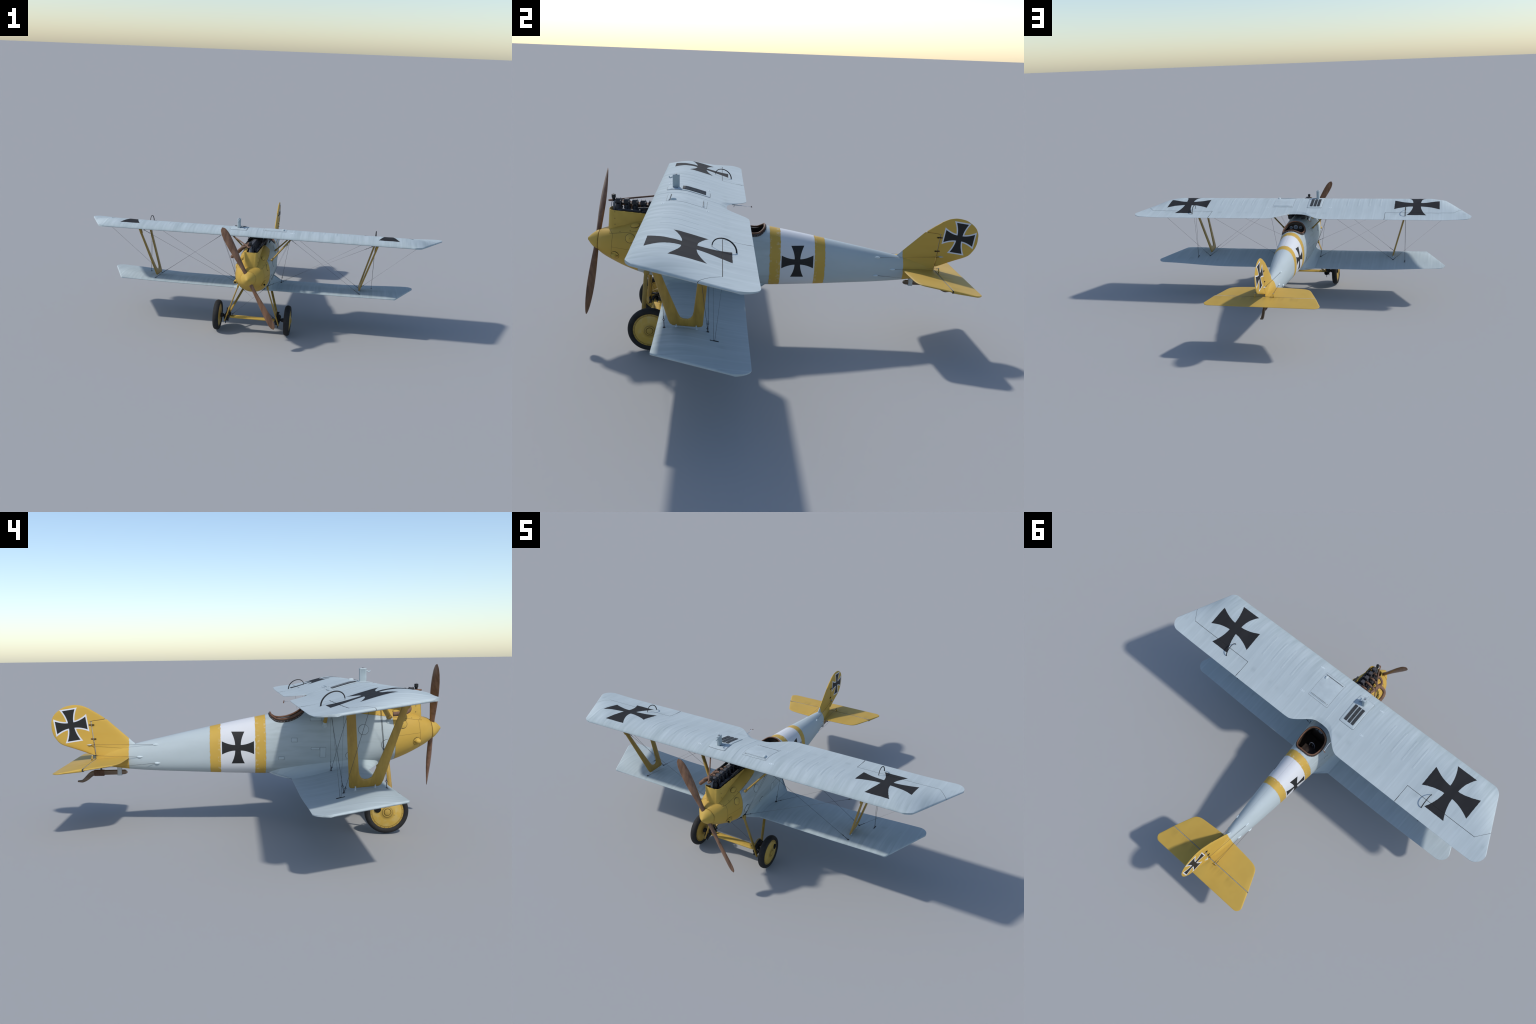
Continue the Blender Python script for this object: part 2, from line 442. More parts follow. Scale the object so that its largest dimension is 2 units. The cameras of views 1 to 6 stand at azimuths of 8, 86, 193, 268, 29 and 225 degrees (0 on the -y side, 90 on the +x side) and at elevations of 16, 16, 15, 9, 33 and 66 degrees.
# cockpit opening: rounded plan outline
def cockpit_outline(k=1.0):
    ctrl = [(.0, -.0893), (.030, -.0920), (.0480, -.1055), (.0560, -.1215), (.0608, -.146), (.0618, -.170), (.0580, -.193), (.0475, -.2105), (.0275, -.2215), (0, -.2260)]
    half = [(p.x, p.y) for p in curve_pts([(x, y, 0) for x, y in ctrl], 64)]
    full = half + [(-x, y) for x, y in half[-2:0:-1]]
    return [(x*k, -.158 + (y + .158)*k) for x, y in full]
ck = cockpit_outline()
cut = make("cut", *prism(ck, .270, .6), M['cockpit']); boolean(fus, cut, 'DIFFERENCE')
cut = make("cut", *rings([[V((p.x*.90, y, .345 + (p.z - .345)*(.90 if p.z > .345 else .55))) for p in [body_point(y, ang(j)) for j in range(NA)]] for y in [-.247 + .152*k/12 for k in range(13)]]), M['cockpit']); boolean(fus, cut, 'DIFFERENCE')
for o in (cowl, fus): shade(o, 50)

def top_z(x, y):
    """height of the upper skin at plan position"""
    lo, hi = sec(y)[3], .5
    ys = y
    for _ in range(40):
        mid = (lo + hi)/2
        zt = sec(ys - .0976*(mid-.37)*smooth(-.25, -.52, ys))[0]
        if mid < zt and body_x(ys, mid) > abs(x): lo = mid
        else: hi = mid
    return lo

# padded rim round the cockpit
rimpts = [V((x, y, top_z(x*.985, y) + .0035)) for x, y in ck]
N = len(rimpts)
def loop_tube(pts, r, n=10, off=V((0, 0, 0))):
    rs = []
    c = sum(pts, V()) / len(pts)
    for i, p in enumerate(pts):
        t = (pts[(i+1) % len(pts)] - pts[i-1]).normalized()
        o = (p - c); o = (o - t*o.dot(t)).normalized(); b = t.cross(o)
        rs.append([p + off + o*math.cos(2*math.pi*k/n)*r + b*math.sin(2*math.pi*k/n)*r for k in range(n)])
    v, f = rings(rs + [rs[0]], True, (False, False))
    return v, f
cockpit = make("cockpit_rim", *loop_tube(rimpts, .0038), M['leather'], root)
outer = [V((x, y, top_z(x*.985, y) + .0)) for x, y in cockpit_outline(1.055)]
g = Geo().add(loop_tube(outer, .0036))
strip = g.make("padding_strip", M['dleather'], cockpit)
g = Geo()
for i in range(0, len(outer), 3):
    p = outer[i]; d = (p - V((0, -.158, .40))).normalized()
    g.add(lathe([(0, .0010), (.0006, .0009), (.001, .0004)], p + d*.0032, d, 8))
s = g.make("rim_stud", M['steel'], cockpit); s["kind"] = "stuff"
# cockpit interior
ip = []
for k in range(25):
    a = math.pi * k/24 - math.pi/2
    ip.append((math.sin(a)*.050, .405 + max(0, math.cos(a))*.043))
ip = [(.05, .34)] + [(-x, z) for x, z in [(-p[0], p[1]) for p in ip][::-1]] + [(-.05, .34)]
make("instrument_panel", *rings([[(x, -.2365, z) for x, z in ip], [(x, -.2325, z) for x, z in ip]]), M['cockpit'], root)
for x, z, r in ((.0015, .4300, .0125), (-.0275, .4280, .0090), (.0300, .4275, .0090)):
    g = Geo(); g.add(lathe([(0, r), (.003, r), (.0035, r*.8)], (x, -.2326, z), (0, 1, 0), 24), 0)
    g.add(lathe([(.0032, r*.72), (.0036, r*.72)], (x, -.2326, z), (0, 1, 0), 24), 1)
    g.make("instrument_dial", [M['dial'], M['dsteel']], root)
rim = curve_pts([(-.036, -.128, .355), (-.034, -.108, .383), (-.018, -.098, .401), (0, -.096, .405), (.018, -.098, .401), (.034, -.108, .383), (.036, -.128, .355)], 24)
g = Geo(); g.add(tube(rim, .003, 8))
n0 = len(rim)
bk = [[p, V((p.x*.9, p.y + .004, .31))] for p in rim]
g.add(rings([[p + V((0, -.0015, 0)) for p in rim] , [V((p.x, p.y + .002, .30)) for p in rim]], False, (False, False)))
g.add(cbox((0, -.131, .354), (.082, .066, .012), .004), 1)
g.make("seat", [M['leather'], M['dleather']], root)
make("control_stick", *tube(curve_pts([(0, -.175, .29), (0, -.172, .36), (.0, -.168, .375)], 8), .0025, 8), M['dsteel'], root)
make("control_grip", *tube(curve_pts([(-.016, -.163, .366), (-.014, -.168, .385), (0, -.172, .392), (.014, -.168, .385), (.016, -.163, .366)], 16), .0022, 8), M['dsteel'], root)

# ------------------------------------------------ engine surround on the nose
def box_wall():
    """upright sheet-metal wall round the front and sides of the engine"""
    path = []
    y0, y1, w, r = -.6755, -.452, .0375, .016
    for k in range(13): path.append((w - (.0015 if k < 0 else 0), y1 + (y0 + r - y1)*k/12, 0))
    for k in range(1, 13):
        a = math.pi/2*k/12; path.append((w - r + r*math.cos(a), y0 + r - r*math.sin(a), 1))
    for k in range(1, 8): path.append((w - r - 2*(w-r)*k/8, y0 - .0035*math.sin(math.pi*k/8), 1))
    for k in range(0, 13):
        a = math.pi/2*k/12; path.append((-w + r - r*math.sin(a), y0 + r - r*math.cos(a), 1))
    for k in range(1, 13): path.append((-w, y0 + r + (y1 - y0 - r)*k/12, -1))
    rs = []
    c = V((0, -.60, 0))
    for i, (x, y, k) in enumerate(path):
        zt = lin([(-.68, .497), (-.668, .4955), (-.54, .484), (-.45, .4775)], y)
        if x < 0: zt = lin([(-.675, zt), (-.655, .494), (-.635, .470), (-.60, .4655), (-.45, .4765)], y)
        zb = .40
        lean = .0065 if k == 1 else .0065 * smooth(-.645, -.66, y)
        p = V((x, y)) if False else V((x, y, 0))
        pa = path[max(i-1, 0)]; pb = path[min(i+1, len(path)-1)]
        t = V((pb[0]-pa[0], pb[1]-pa[1], 0)).normalized(); nn = V((-t.y, t.x, 0))
        if nn.dot(p - c) < 0: nn = -nn
        th = .0028
        lo = V((x*(1 - .10*max(0, smooth(-.62, -.67, y))), y - lean, zb))
        rs.append([lo, p + V((0, 0, zt - .001)), p - nn*.0006 + V((0, 0, zt)), p - nn*(th-.0006) + V((0, 0, zt)), p - nn*th + V((0, 0, zt-.001)), lo - nn*th])
    return rings(rs, True, (True, True))
make("engine_surround", *box_wall(), M['yellow'], cowl, 50)

# screws on the nose panels
g = Geo()
def stud(p, d, r=.0013): return lathe([(-.001, r), (.0006, r), (.0011, r*.5)], p, d, 10)
for sg in (1, -1):
    for y, z in ((-.666, .4145), (-.633, .4192), (-.595, .4242), (-.565, .4282), (-.50, .436), (-.445, .443)):
        g.add(stud(V((sg*body_x(y, z), y, z)), body_n(y, z, sg)))
for x in (.0375, -.0375):
    for z in (.4885, .464, .441):
        if x < 0 and z > .48: continue
        g.add(stud(V((x, -.6545, z)), (math.copysign(1, x), -.2, 0)))
s = g.make("panel_screw", M['screw'], cowl); s["kind"] = "stuff"

# round inspection covers and small plates laid on the skin
def disc(name, y, z, r, sg, mat, par, dome=.002, ring=1.05):
    p = V((sg*body_x(y, z), y, z)); d = body_n(y, z, sg)
    prof = [(-.004, r), (.0008, r), (.0014, r*.94)]
    prof += [(.0014 + dome*(1-k*k), r*.94*k) for k in (.8, .55, .3, .05)]
    g = Geo(); g.add(lathe(prof, p, d, 40), 0)
    g.add(lathe([(-.004, r*ring), (.0004, r*ring)], p, d, 40), 1)
    g.add(stud(p + d*(.0012 + dome), d, .0009), 1)
    return g.make(name, [mat, M['gap']], par, 40)
for sg in (1, -1):
    disc("inspection_cover", -.594, .3985, .0168, sg, M['yellow'], cowl, .0055, 1.07)
    disc("inspection_cover", -.441, .380, .0190, sg, M['grey'], fus, .0006)
    disc("inspection_cover", -.529, .321, .0185, sg, M['grey'], fus, .0006)
    disc("inspection_cover", -.388, .2815, .0140, sg, M['grey'], fus, .0006)
    # rounded bulge on the deck
    y, z = -.577, .4415
    p = V((sg*body_x(y, z), y, z)); d = body_n(y, z, sg)
    t = V((0, 1, .12)); t = (t - d*t.dot(d)).normalized(); b = d.cross(t)
    rs = []
    for k, hh in ((1.0, -.003), (1.0, .0012), (.93, .0034), (.75, .0054), (.45, .0066), (.05, .0070)):
        rs.append([p + t*math.cos(a)*.0165*k + b*math.sin(a)*.0105*k + d*hh for a in [2*math.pi*i/24 for i in range(24)]])
    db = make("deck_bulge", *rings(rs), M['yellow'], cowl, 50)
    make("deck_bulge_gap", *rings([[p + t*math.cos(a)*.0178 + b*math.sin(a)*.0117 + d*hh for a in [2*math.pi*i/24 for i in range(24)]] for hh in (-.004, .0004)]), M['gap'], cowl)
    # forward facing air scoop with a flange
    y, z = -.652, .3305
    p = V((sg*body_x(y, z), y, z)); d = body_n(y, z, sg)
    g = Geo(); g.add(lathe([(-.005, .0150), (.0006, .0150), (.0012, .0135), (.0022, .0105), (.004, .008)], p, d, 30), 0)
    g.add(lathe([(-.005, .0158), (.0003, .0158)], p, d, 30), 1)
    a = V((sg*.22, -.95, -.08)).normalized()
    o = p + d*.0020 + V((0, .004, 0))
    g.add(tube([o - a*.006, o + a*.002, o + a*.010, o + a*.0175, o + a*.018], [.0062, .0095, .0096, .0080, .0066], 18), 0)
    g.add(lathe([(0, .0056), (.0006, .0056)], o + a*.0178, a, 18), 1)
    g.make("air_scoop", [M['yellow'], M['hole']], cowl, 50)

def skin_plate(name, y0, y1, z0, z1, sg, h, mat, par, n=6):
    """thin plate following the skin"""
    up, dn = [], []
    for i in range(n+1):
        for j in range(n+1):
            y = y0 + (y1-y0)*i/n; z = z0 + (z1-z0)*j/n
            p = V((sg*body_x(y, z), y, z)); d = body_n(y, z, sg)
            k = .0006 if i in (0, n) or j in (0, n) else h
            up.append(p + d*(h if k == h else h*.6)); dn.append(p - d*.003)
    f = []; m = n+1
    for i in range(n):
        for j in range(n):
            q = (i*m+j, i*m+j+1, (i+1)*m+j+1, (i+1)*m+j); f += [q, tuple(k + m*m for k in q[::-1])]
    for k in range(n):
        for a, b in ((k, k+1), (n*m+k, n*m+k+1), (k*m, (k+1)*m), (k*m+n, (k+1)*m+n)): f.append((a, b, b + m*m, a + m*m))
    return make(name, up + dn, f, mat, par, 30)
for sg in (1, -1):
    for y0, y1, z0, z1, h in ((-.272, -.2415, .3060, .3140, .0012), (-.297, -.2755, .2765, .3145, .0012), (-.189, -.1665, .336, .3507, .0020), (-.1395, -.1175, .268, .278, .0035), (-.281, -.24, .415, .427, .0008)):
        skin_plate("step_plate", y0, y1, z0, z1, sg, h, M['grey'], fus)
        skin_plate("plate_shadow_gap", y0-.0007, y1+.0007, z0-.0007, z1+.0007, sg, .0002, M['gap'], fus)

# ------------------------------------------------------- spinner, propeller
AX = V((0, -.9952, .0976))
SC = V((0, -.7235, .3708))
prof = [(-.0015, .0370), (-.0008, .0382), (.0, .0386), (.006, .0362), (.013, .0312), (.020, .0252), (.0265, .0191), (.031, .0142), (.0345, .0099), (.037, .0066), (.0384, .0038), (.039, .0003)]
spin = make("spinner", *lathe(prof, SC, AX, 64), M['yellow'], root, 50)
make("spinner_gap", *lathe([(-.0070, .0368), (-.0010, .0368)], SC, AX, 48), M['gap'], spin)
make("spinner_nut", *lathe([(0.0335, .0082), (.0376, .0068), (.0392, .0046), (.0398, .0005)], SC, AX, 20), M['yellow'], spin)
HUB = V((0, -.728, .3722))
def blade(sgn):
    b = V((-.1448, .0243, .252)); b = (b - AX*b.dot(AX)).normalized() * sgn
    t = b.cross(AX).normalized()   # tangential direction
    if t.x * sgn > 0: t = -t
    rs = []
    for i in range(41):
        r = .010 + .281*i/40
        u = r/.291
        ch = interp([(0, .018), (.12, .019), (.25, .024), (.45, .0335), (.62, .0405), (.75, .0420), (.87, .0385), (.94, .0300), (.98, .0190), (.995, .010), (1.0, .003)], u)
        th = interp([(0, .018), (.12, .017), (.25, .0150), (.45, .0150), (.62, .0130), (.8, .0085), (.93, .0045), (1.0, .0018)], u)
        pit = math.radians(interp([(0, 68), (.15, 60), (.35, 47), (.55, 36), (.72, 28), (.88, 20), (1.0, 13)], u))
        c = (t*math.cos(pit) + AX*math.sin(pit)).normalized(); nn = b.cross(c).normalized()
        if nn.dot(AX) < 0: nn = -nn
        off = t * (.006 * math.sin(math.pi*min(1, u*1.05)) * 0)
        o = HUB + b*r + off
        sect = []
        for k in range(20):
            a = 2*math.pi*k/20; x = math.cos(a); y = math.sin(a)
            y = y*(1 - .25*x)
            if y < 0: y *= .55
            sect.append(o + c*(x*ch/2) + nn*(y*th*.7 - th*.08))
        rs.append(sect)
    return rings(rs)
prop = bpy.data.objects.new("propeller", None); scene.collection.objects.link(prop); prop.parent = root
make("propeller_blade", *blade(1), M['prop'], prop, 50); make("propeller_blade", *blade(-1), M['prop'], prop, 50)

# -------------------------------------------------------------------- engine
eng = bpy.data.objects.new("engine", None); scene.collection.objects.link(eng); eng.parent = root
slope = -.080
g = Geo()
for i in range(6):
    y = -.6445 + .0308*i; z = .5240 + slope*(y + .6445)
    g = Geo()
    g.add(cbox((0, y, z), (.0205, .0215, .0165), .0028), 0)
    g.add(cbox((0, y, z + .0088), (.0150, .0180, .0030), .001), 1)
    for sx in (-1, 1):
        for sy in (-1, 1): g.add(cyl((sx*.0085, y + sy*.0075, z + .006), (sx*.0085, y + sy*.0075, z + .0118), .0010, 6), 1)
    # rocker arms and valve stems
    for sx in (-1, 1):
        g.add(tube([(sx*.009, y + .009, z + .007), (sx*.017, y + .009, z + .0035), (sx*.0195, y + .0095, z - .006), (sx*.019, y + .0095, z - .03)], [.0014, .0016, .0024, .0028], 8), 0)
        g.add(cyl((sx*.019, y + .0095, z - .02), (sx*.019, y + .0095, z - .011), .0036, 10), 0)
    g.make("rocker_box", [M['engine'], M['engtop']], eng, 22)
    g = Geo()
    g.add(lathe([(-.075, .0135), (-.030, .0135), (-.026, .0115), (-.012, .010), (-.010, .007)], (0, y, z), (0, 0, 1), 18))
    for k in range(5): g.add(lathe([(0, .0128), (.0006, .0142), (.0012, .0128)], (0, y, z - .066 + k*.008), (0, 0, 1), 18))
    g.make("cylinder", M['engine'], eng, 40)
make("camshaft_housing", *tube([(0, -.655, .519), (0, -.46, .5035)], .0062, 14), M['engine'], eng)
g = Geo()
g.add(tube(curve_pts([(.0245, -.645, .488), (.025, -.63, .4945), (.025, -.60, .4925), (.0255, -.57, .4905), (.0245, -.56, .485)], 16), .0058, 12))
g.add(tube(curve_pts([(.0245, -.555, .482), (.025, -.545, .489), (.025, -.51, .487), (.0255, -.47, .484), (.0245, -.46, .475)], 16), .0058, 12))
for y in (-.62, -.585, -.53, -.495): g.add(tube([(.010, y, .493), (.024, y, .491)], .0042, 10))
for i in range(5): g.add(cyl((-.012, -.63 + .031*i, .4995), (.024, -.628 + .031*i, .4965), .0016, 8))
g.make("intake_manifold", M['engine'], eng)
g = Geo()
g.add(lathe([(-.012, .0042), (.0, .0060), (.002, .0078), (.0135, .0078), (.0145, .006)], (-.004, -.663, .5335), (0, 0, 1), 18))
g.add(cyl((-.004, -.663, .547), (-.004, -.663, .5515), .0007, 6))
g.make("water_filler", M['black'], eng)
g = Geo(); g.add(tube(curve_pts([(-.004, -.6615, .465), (-.004, -.6615, .50), (-.003, -.6595, .518), (-.002, -.650, .5235)], 14), [.0052]*14 if False else .0050, 12))
g.add(tube(curve_pts([(.001, -.668, .49), (.003, -.671, .505), (.002, -.668, .524)], 10), .0012, 6))
g.make("water_pipe", M['dsteel'], eng)
pts = curve_pts([(-.004, -.662, .524), (-.004, -.674, .5238), (-.006, -.6805, .5238), (-.0125, -.6775, .5238), (-.022, -.655, .5238), (-.06, -.590, .5245), (-.1121, -.5012, .5255), (-.118, -.49, .532)], 42)
make("radiator_pipe", *tube(pts, .0033, 12), M['rust'], eng)
# dark block behind the engine (magnetos, pump, tank) and ammunition feed
g = Geo()
g.add(cbox((0, -.520, .452), (.056, .285, .046), .006)); g.add(cbox((0, -.40, .478), (.045, .10, .045), .008)); g.add(cbox((0, -.455, .47), (.05, .03, .04), .006))
g.make("engine_accessory", M['engine'], eng)

# exhaust on the starboard side
ex = bpy.data.objects.new("exhaust", None); scene.collection.objects.link(ex); ex.parent = root
hubp = (-.0640, -.604, .4835)
g = Geo()
for pth, r in (([(-.008, -.6335, .510), (-.0262, -.6320, .515), (-.0388, -.6330, .512), (-.0521, -.6342, .505), (-.0648, -.6295, .495), (-.0702, -.6180, .4865), hubp], .0060),
               ([(-.008, -.603, .507), (-.028, -.6015, .512), (-.0438, -.6035, .499), hubp], .0058),
               ([(-.008, -.570, .505), (-.0287, -.5685, .509), (-.046, -.5690, .500), (-.0632, -.5740, .488), hubp], .0062),
               ([(-.008, -.538, .502), (-.0278, -.5365, .507), (-.046, -.5400, .498), (-.0600, -.5500, .490), (-.0640, -.5740, .4860), hubp], .0062),
               ([(-.008, -.508, .499), (-.0300, -.5080, .500), (-.0500, -.5180, .494), (-.0610, -.5450, .489), (-.0640, -.5740, .486)], .0058)):
    g.add(tube(curve_pts(pth, 28), r, 12))
main = curve_pts([(-.0640, -.586, .484), hubp, (-.0785, -.6130, .4725), (-.0937, -.6150, .458), (-.1025, -.6085, .449), (-.1085, -.590, .4425), (-.1095, -.566, .4395), (-.108, -.550, .4385)], 42)
g.add(tube(main, [.0068 + .0018*math.sin(min(1, i/14)*math.pi/2) for i in range(len(main))], 14, (True, False)))
plate = [(-.0705, -.622, .4850), (-.0660, -.604, .4830), (-.0640, -.578, .4850)]
g.add(tube(curve_pts(plate, 12), [.004] + [.0105]*11 + [.004], 14, (True, True), .55, (0, 0, 1)))
g.add(lathe([(-.004, .0016), (.0002, .0016)], V(hubp) + V((.001, -.004, .0068)), (-.1, -.2, 1), 14), 1)
g.add(lathe([(0, .0070), (.0008, .0070)], main[-1] - (main[-1]-main[-2])*.3, main[-1]-main[-2], 14), 1)
g.make("exhaust_manifold", [M['rust'], M['hole']], ex, 60)

# machine guns beside the engine
for sg in (1, -1):
    x = .0415*sg
    g = Geo()
    g.add(tube([(x, -.568, .505), (x, -.5675, .505), (x, -.548, .5045), (x, -.547, .5045)], [.0035, .0042, .0042, .0058], 14))
    g.add(tube([(x, -.548, .5045), (x, -.5475, .5045), (x, -.43, .4975), (x, -.428, .497)], [.0052, .0062, .0062, .0045], 16))
    for k in range(7): g.add(lathe([(0, .0060), (.0012, .0068), (.0024, .0060)], V((x, -.543 + k*.016, .5042 - k*.0009)), (0, 1, -.06), 14))
    g.add(cbox((x*.97, -.345, .487), (.017, .165, .030), .002)); g.add(cbox((x*.95, -.258, .487), (.022, .022, .024), .003))
    g.add(box((x, -.31, .507), (.004, .02, .012)))
    g.make("machine_gun", M['black'], root, 40)
    g = Geo()
    g.add(tube(curve_pts([(-.020*sg - .0, -.50, .53), (x*.9, -.47, .515), (x*1.2, -.44, .50)], 12), .0018, 8))
    g.add(tube(curve_pts([(x*1.25, -.31, .455), (x*1.5, -.315, .475), (x*1.75, -.32, .500), (x*1.9, -.325, .520)], 12), .0018, 8))
    g.add(tube(curve_pts([(x*1.25, -.31, .455), (x*1.35, -.315, .48), (x*1.45, -.32, .520)], 12), .0018, 8))
    g.make("control_rod", M['black'], root)

# --------------------------------------------------------------------- wings
AF = [(0, 0), (.004, .0125), (.017, .0265), (.05, .0485), (.09, .064), (.133, .077), (.20, .093), (.264, .1015), (.33, .1005), (.43, .086), (.567, .0600), (.73, .0285), (.847, .0125), (.93, .005), (1, .0015)]
UF = [(0, 0), (.004, -.007), (.02, -.0095), (.06, -.0090), (.15, -.004), (.3, .003), (.5, .006), (.75, .003), (.95, -.001), (1, -.0015)]
class Wing:
    def __init__(w, le, te, zle, zte, wash, thick):
        w.le, w.te, w.zle, w.zte = le, te, zle, zte
        w.c = te - le; w.wash, w.thick = wash, thick
    def zs(w, x, y):
        s = max(0, min(1, (y - w.le)/w.c))
        z0 = w.zle + (w.zte - w.zle)*s
        ax = abs(x)
        (a0, le_up, te_up) = w.wash
        z0 += (le_up + (te_up - le_up)*s) * smooth(a0*w.span, w.span, ax)
        up, dn = interp(AF, s)*w.c*w.thick, interp(UF, s)*w.c
        # thickness fades towards the raked tip and the cut-out trailing edge
        d = max(0, w.tipdist(ax, y))
        k = min(1.0, (d/.115))
        fade = 1 - (1-k)**2.2
        ed = .0042*math.sqrt(min(1, d/.004)) if d < .004 else .0042
        dt = max(0, w.te_fn(x) - y)
        lim = .0012 + .42*dt
        rib = 0
        ph = (ax % w.pitch)/w.pitch
        sag = 1 - abs(2*ph - 1)
        rib = -.0007*math.sin(math.pi*ph)**.8 * smooth(0, .03, s) * smooth(1.0, .75, s) * min(1, d/.05)
        rib += -.0006 * max(0, 1 - s/.05) * math.sin(math.pi*ph)
        up2 = min(up*fade, lim) + ed*min(1, (1-fade)*1.0)
        dn2 = max(dn*fade - ed*(1-fade), -lim)
        return z0 + up2 + rib, z0 + dn2
    def top(w, x, y): return w.zs(x, y)[0]
    def bot(w, x, y): return w.zs(x, y)[1]
    def build(w, name, mat, par, xs, m=46):
        us = [0.5*(1-math.cos(math.pi*i/m)) * .75 + .25*i/m for i in range(m+1)]
        rs = []
        for x in xs:
            l, t = w.le_fn(x), w.te_fn(x)
            r = []
            for u in us: r.append(V((x, l + (t-l)*u, w.zs(x, l + (t-l)*u)[0])))
            for u in us[::-1]: r.append(V((x, l + (t-l)*u, w.zs(x, l + (t-l)*u)[1])))
            rs.append(r)
        return make(name, *rings(rs), mat, par, 45)

def rounded_corner(a, b, c, r, n=10):
    """fillet of the corner a-b-c (plan points) as a list of points"""
    a, b, c = V((*a, 0)), V((*b, 0)), V((*c, 0))
    d1, d2 = (a-b).normalized(), (c-b).normalized()
    th = d1.angle(d2); L = r/math.tan(th/2)
    o = b + (d1+d2).normalized()*(r/math.sin(th/2))
    p1, p2 = b + d1*L, b + d2*L
    v1, v2 = p1-o, p2-o; al = v1.angle(v2); out = []
    for k in range(n+1):
        t = k/n; q = o + (v1*math.sin((1-t)*al) + v2*math.sin(t*al))/math.sin(al)
        out.append((q.x, q.y))
    return out

def make_wing(le, te, zle, zte, corner, end, wash, thick, pitch, notch=None, r1=.022, r2=.022):
    w = Wing(le, te, zle, zte, wash, thick)
    w.pitch = pitch
    fr = rounded_corner((.2, le), corner, end, r1, 40)
    bk = rounded_corner(corner, end, (.2, te), r2, 40)
    front = [(x, y) for x, y in fr]
    # extreme x on the rear fillet splits leading from trailing outline
    k = max(range(len(bk)), key=lambda i: bk[i][0])
    front += bk[:k+1]; rear = bk[k:]
    w.span = bk[k][0]
    fl = [(x, y) for x, y in front]
    rl = sorted(rear)
    (xa, ya), (xb, yb) = corner, end
    L = math.hypot(xb-xa, yb-ya)
    def tipdist(ax, y): return ((xa - ax)*(yb-ya) + (y - ya)*(xb-xa)) / L
    w.tipdist = tipdist
    def le_fn(x):
        ax = abs(x)
        return le if ax <= fl[0][0] else lin(fl, ax)
    def te_fn(x):
        ax = abs(x)
        if notch and ax < notch[-1][0]: return interp(notch, ax)
        return te if ax <= rl[0][0] else lin(rl, ax)
    w.le_fn, w.te_fn = le_fn, te_fn
    return w

NOTCH = [(0, -.2365), (.03, -.2345), (.05, -.2280), (.0709, -.2145), (.10, -.1905), (.125, -.1710), (.14, -.1620), (.155, -.1565), (.18, -.155)]
UW = make_wing(-.515, -.155, .5365, .4968, (.8600, -.515), (1.0290, -.155), (.80, 0, .0055), .965, .065, NOTCH, .062, .0515)
LW = make_wing(-.4585, -.165, .2285, .1975, (.7575, -.4585), (.8865, -.165), (.48, .0055, .0175), .65, .0643, None, .014, .046)
def stations(span, fine):
    xs = []
    n = fine
    for i in range(n+1): xs.append(.70*span*i/n)
    for i in range(1, 90):
        t = i/90; xs.append(span*(.70 + .30*(1-(1-t)**1.6)))
    xs.append(span*.99985)
    return [-x for x in xs[:0:-1]] + xs
uw = UW.build("upper_wing", [M['wing_up'], M['gap']], root, stations(UW.span, 150))
lw_x = [x for x in stations(LW.span, 150)]
lw = LW.build("lower_wing", [M['wing_low'], M['gap']], root, lw_x)

# ailerons cut out of the upper wing with a narrow gap
def aileron_poly(g):
    hy = -.2525 - g
    return [(.5205 - g, -.10), (.5215 - g, hy), (.9065, hy), (1.02 , -.4055 - g*1.5), (1.10, -.40), (1.10, -.10)]
for sg in (1, -1):
    poly = [(x*sg, y) for x, y in aileron_poly(-.0002)]
    ail = bpy.data.objects.new("aileron", uw.data.copy()); scene.collection.objects.link(ail); ail.parent = uw
    c1 = make("c", *prism(poly, .40, .65), M['gap'])
    c2 = make("c", *prism([(x*sg, y) for x, y in aileron_poly(.0018)], .40, .65), M['gap'])
    boolean(ail, c1, 'INTERSECT'); boolean(uw, c2, 'DIFFERENCE')
    shade(ail, 45)
    path = [(.5212, -.157), (.5212, -.2530), (.9070, -.2530), (.9465, -.3085)]
    fill = []
    for (xa, ya), (xb, yb) in zip(path, path[1:]):
        for k in range(16):
            x, y = xa + (xb-xa)*k/16, ya + (yb-ya)*k/16
            t_, b_ = UW.zs(x, y); fill.append(V((sg*x, y, t_ - min(.0022, (t_-b_)*.5))))
    make("aileron_gap", *tube(fill, .0015, 6), M['gap'], uw)
    # control horn: bow standing on the aileron
    pts = []
    for k in range(25):
        a = math.pi*k/24
        y = -.2478 - .0368*math.cos(a); z0 = lin([(-.2846, UW.top(.636, -.2846)), (-.211, UW.top(.636, -.211))], y)
        pts.append(V((.636*sg, y, z0 - .001 + .0345*math.sin(a)**.9)))
    make("aileron_horn", *tube(pts, [.0016 + .0009*(k/24) for k in range(25)], 8), M['black'], uw)
shade(uw, 45)

def wing_patch(W, name, x0, x1, y0, y1, h, mat, par, nx=8, ny=16, flush=False):
    up, dn = [], []
    for i in range(nx+1):
        for j in range(ny+1):
            x = x0 + (x1-x0)*i/nx; y = y0 + (y1-y0)*j/ny
            z = W.top(x, y); b = i in (0, nx) or j in (0, ny)
            up.append(V((x, y, z + ((-.0004 if flush else h*.5) if b else h)))); dn.append(V((x, y, z - .003)))
    f = []; m = ny+1; T = len(up)
    for i in range(nx):
        for j in range(ny):
            q = (i*m+j, i*m+j+1, (i+1)*m+j+1, (i+1)*m+j); f += [q, tuple(k+T for k in q[::-1])]
    for j in range(ny):
        for i in (0, nx): f.append((i*m+j, i*m+j+1, i*m+j+1+T, i*m+j+T))
    for i in range(nx):
        for j in (0, ny): f.append((i*m+j, (i+1)*m+j, (i+1)*m+j+T, i*m+j+T))
    return make(name, up+dn, f, mat, par, 30)

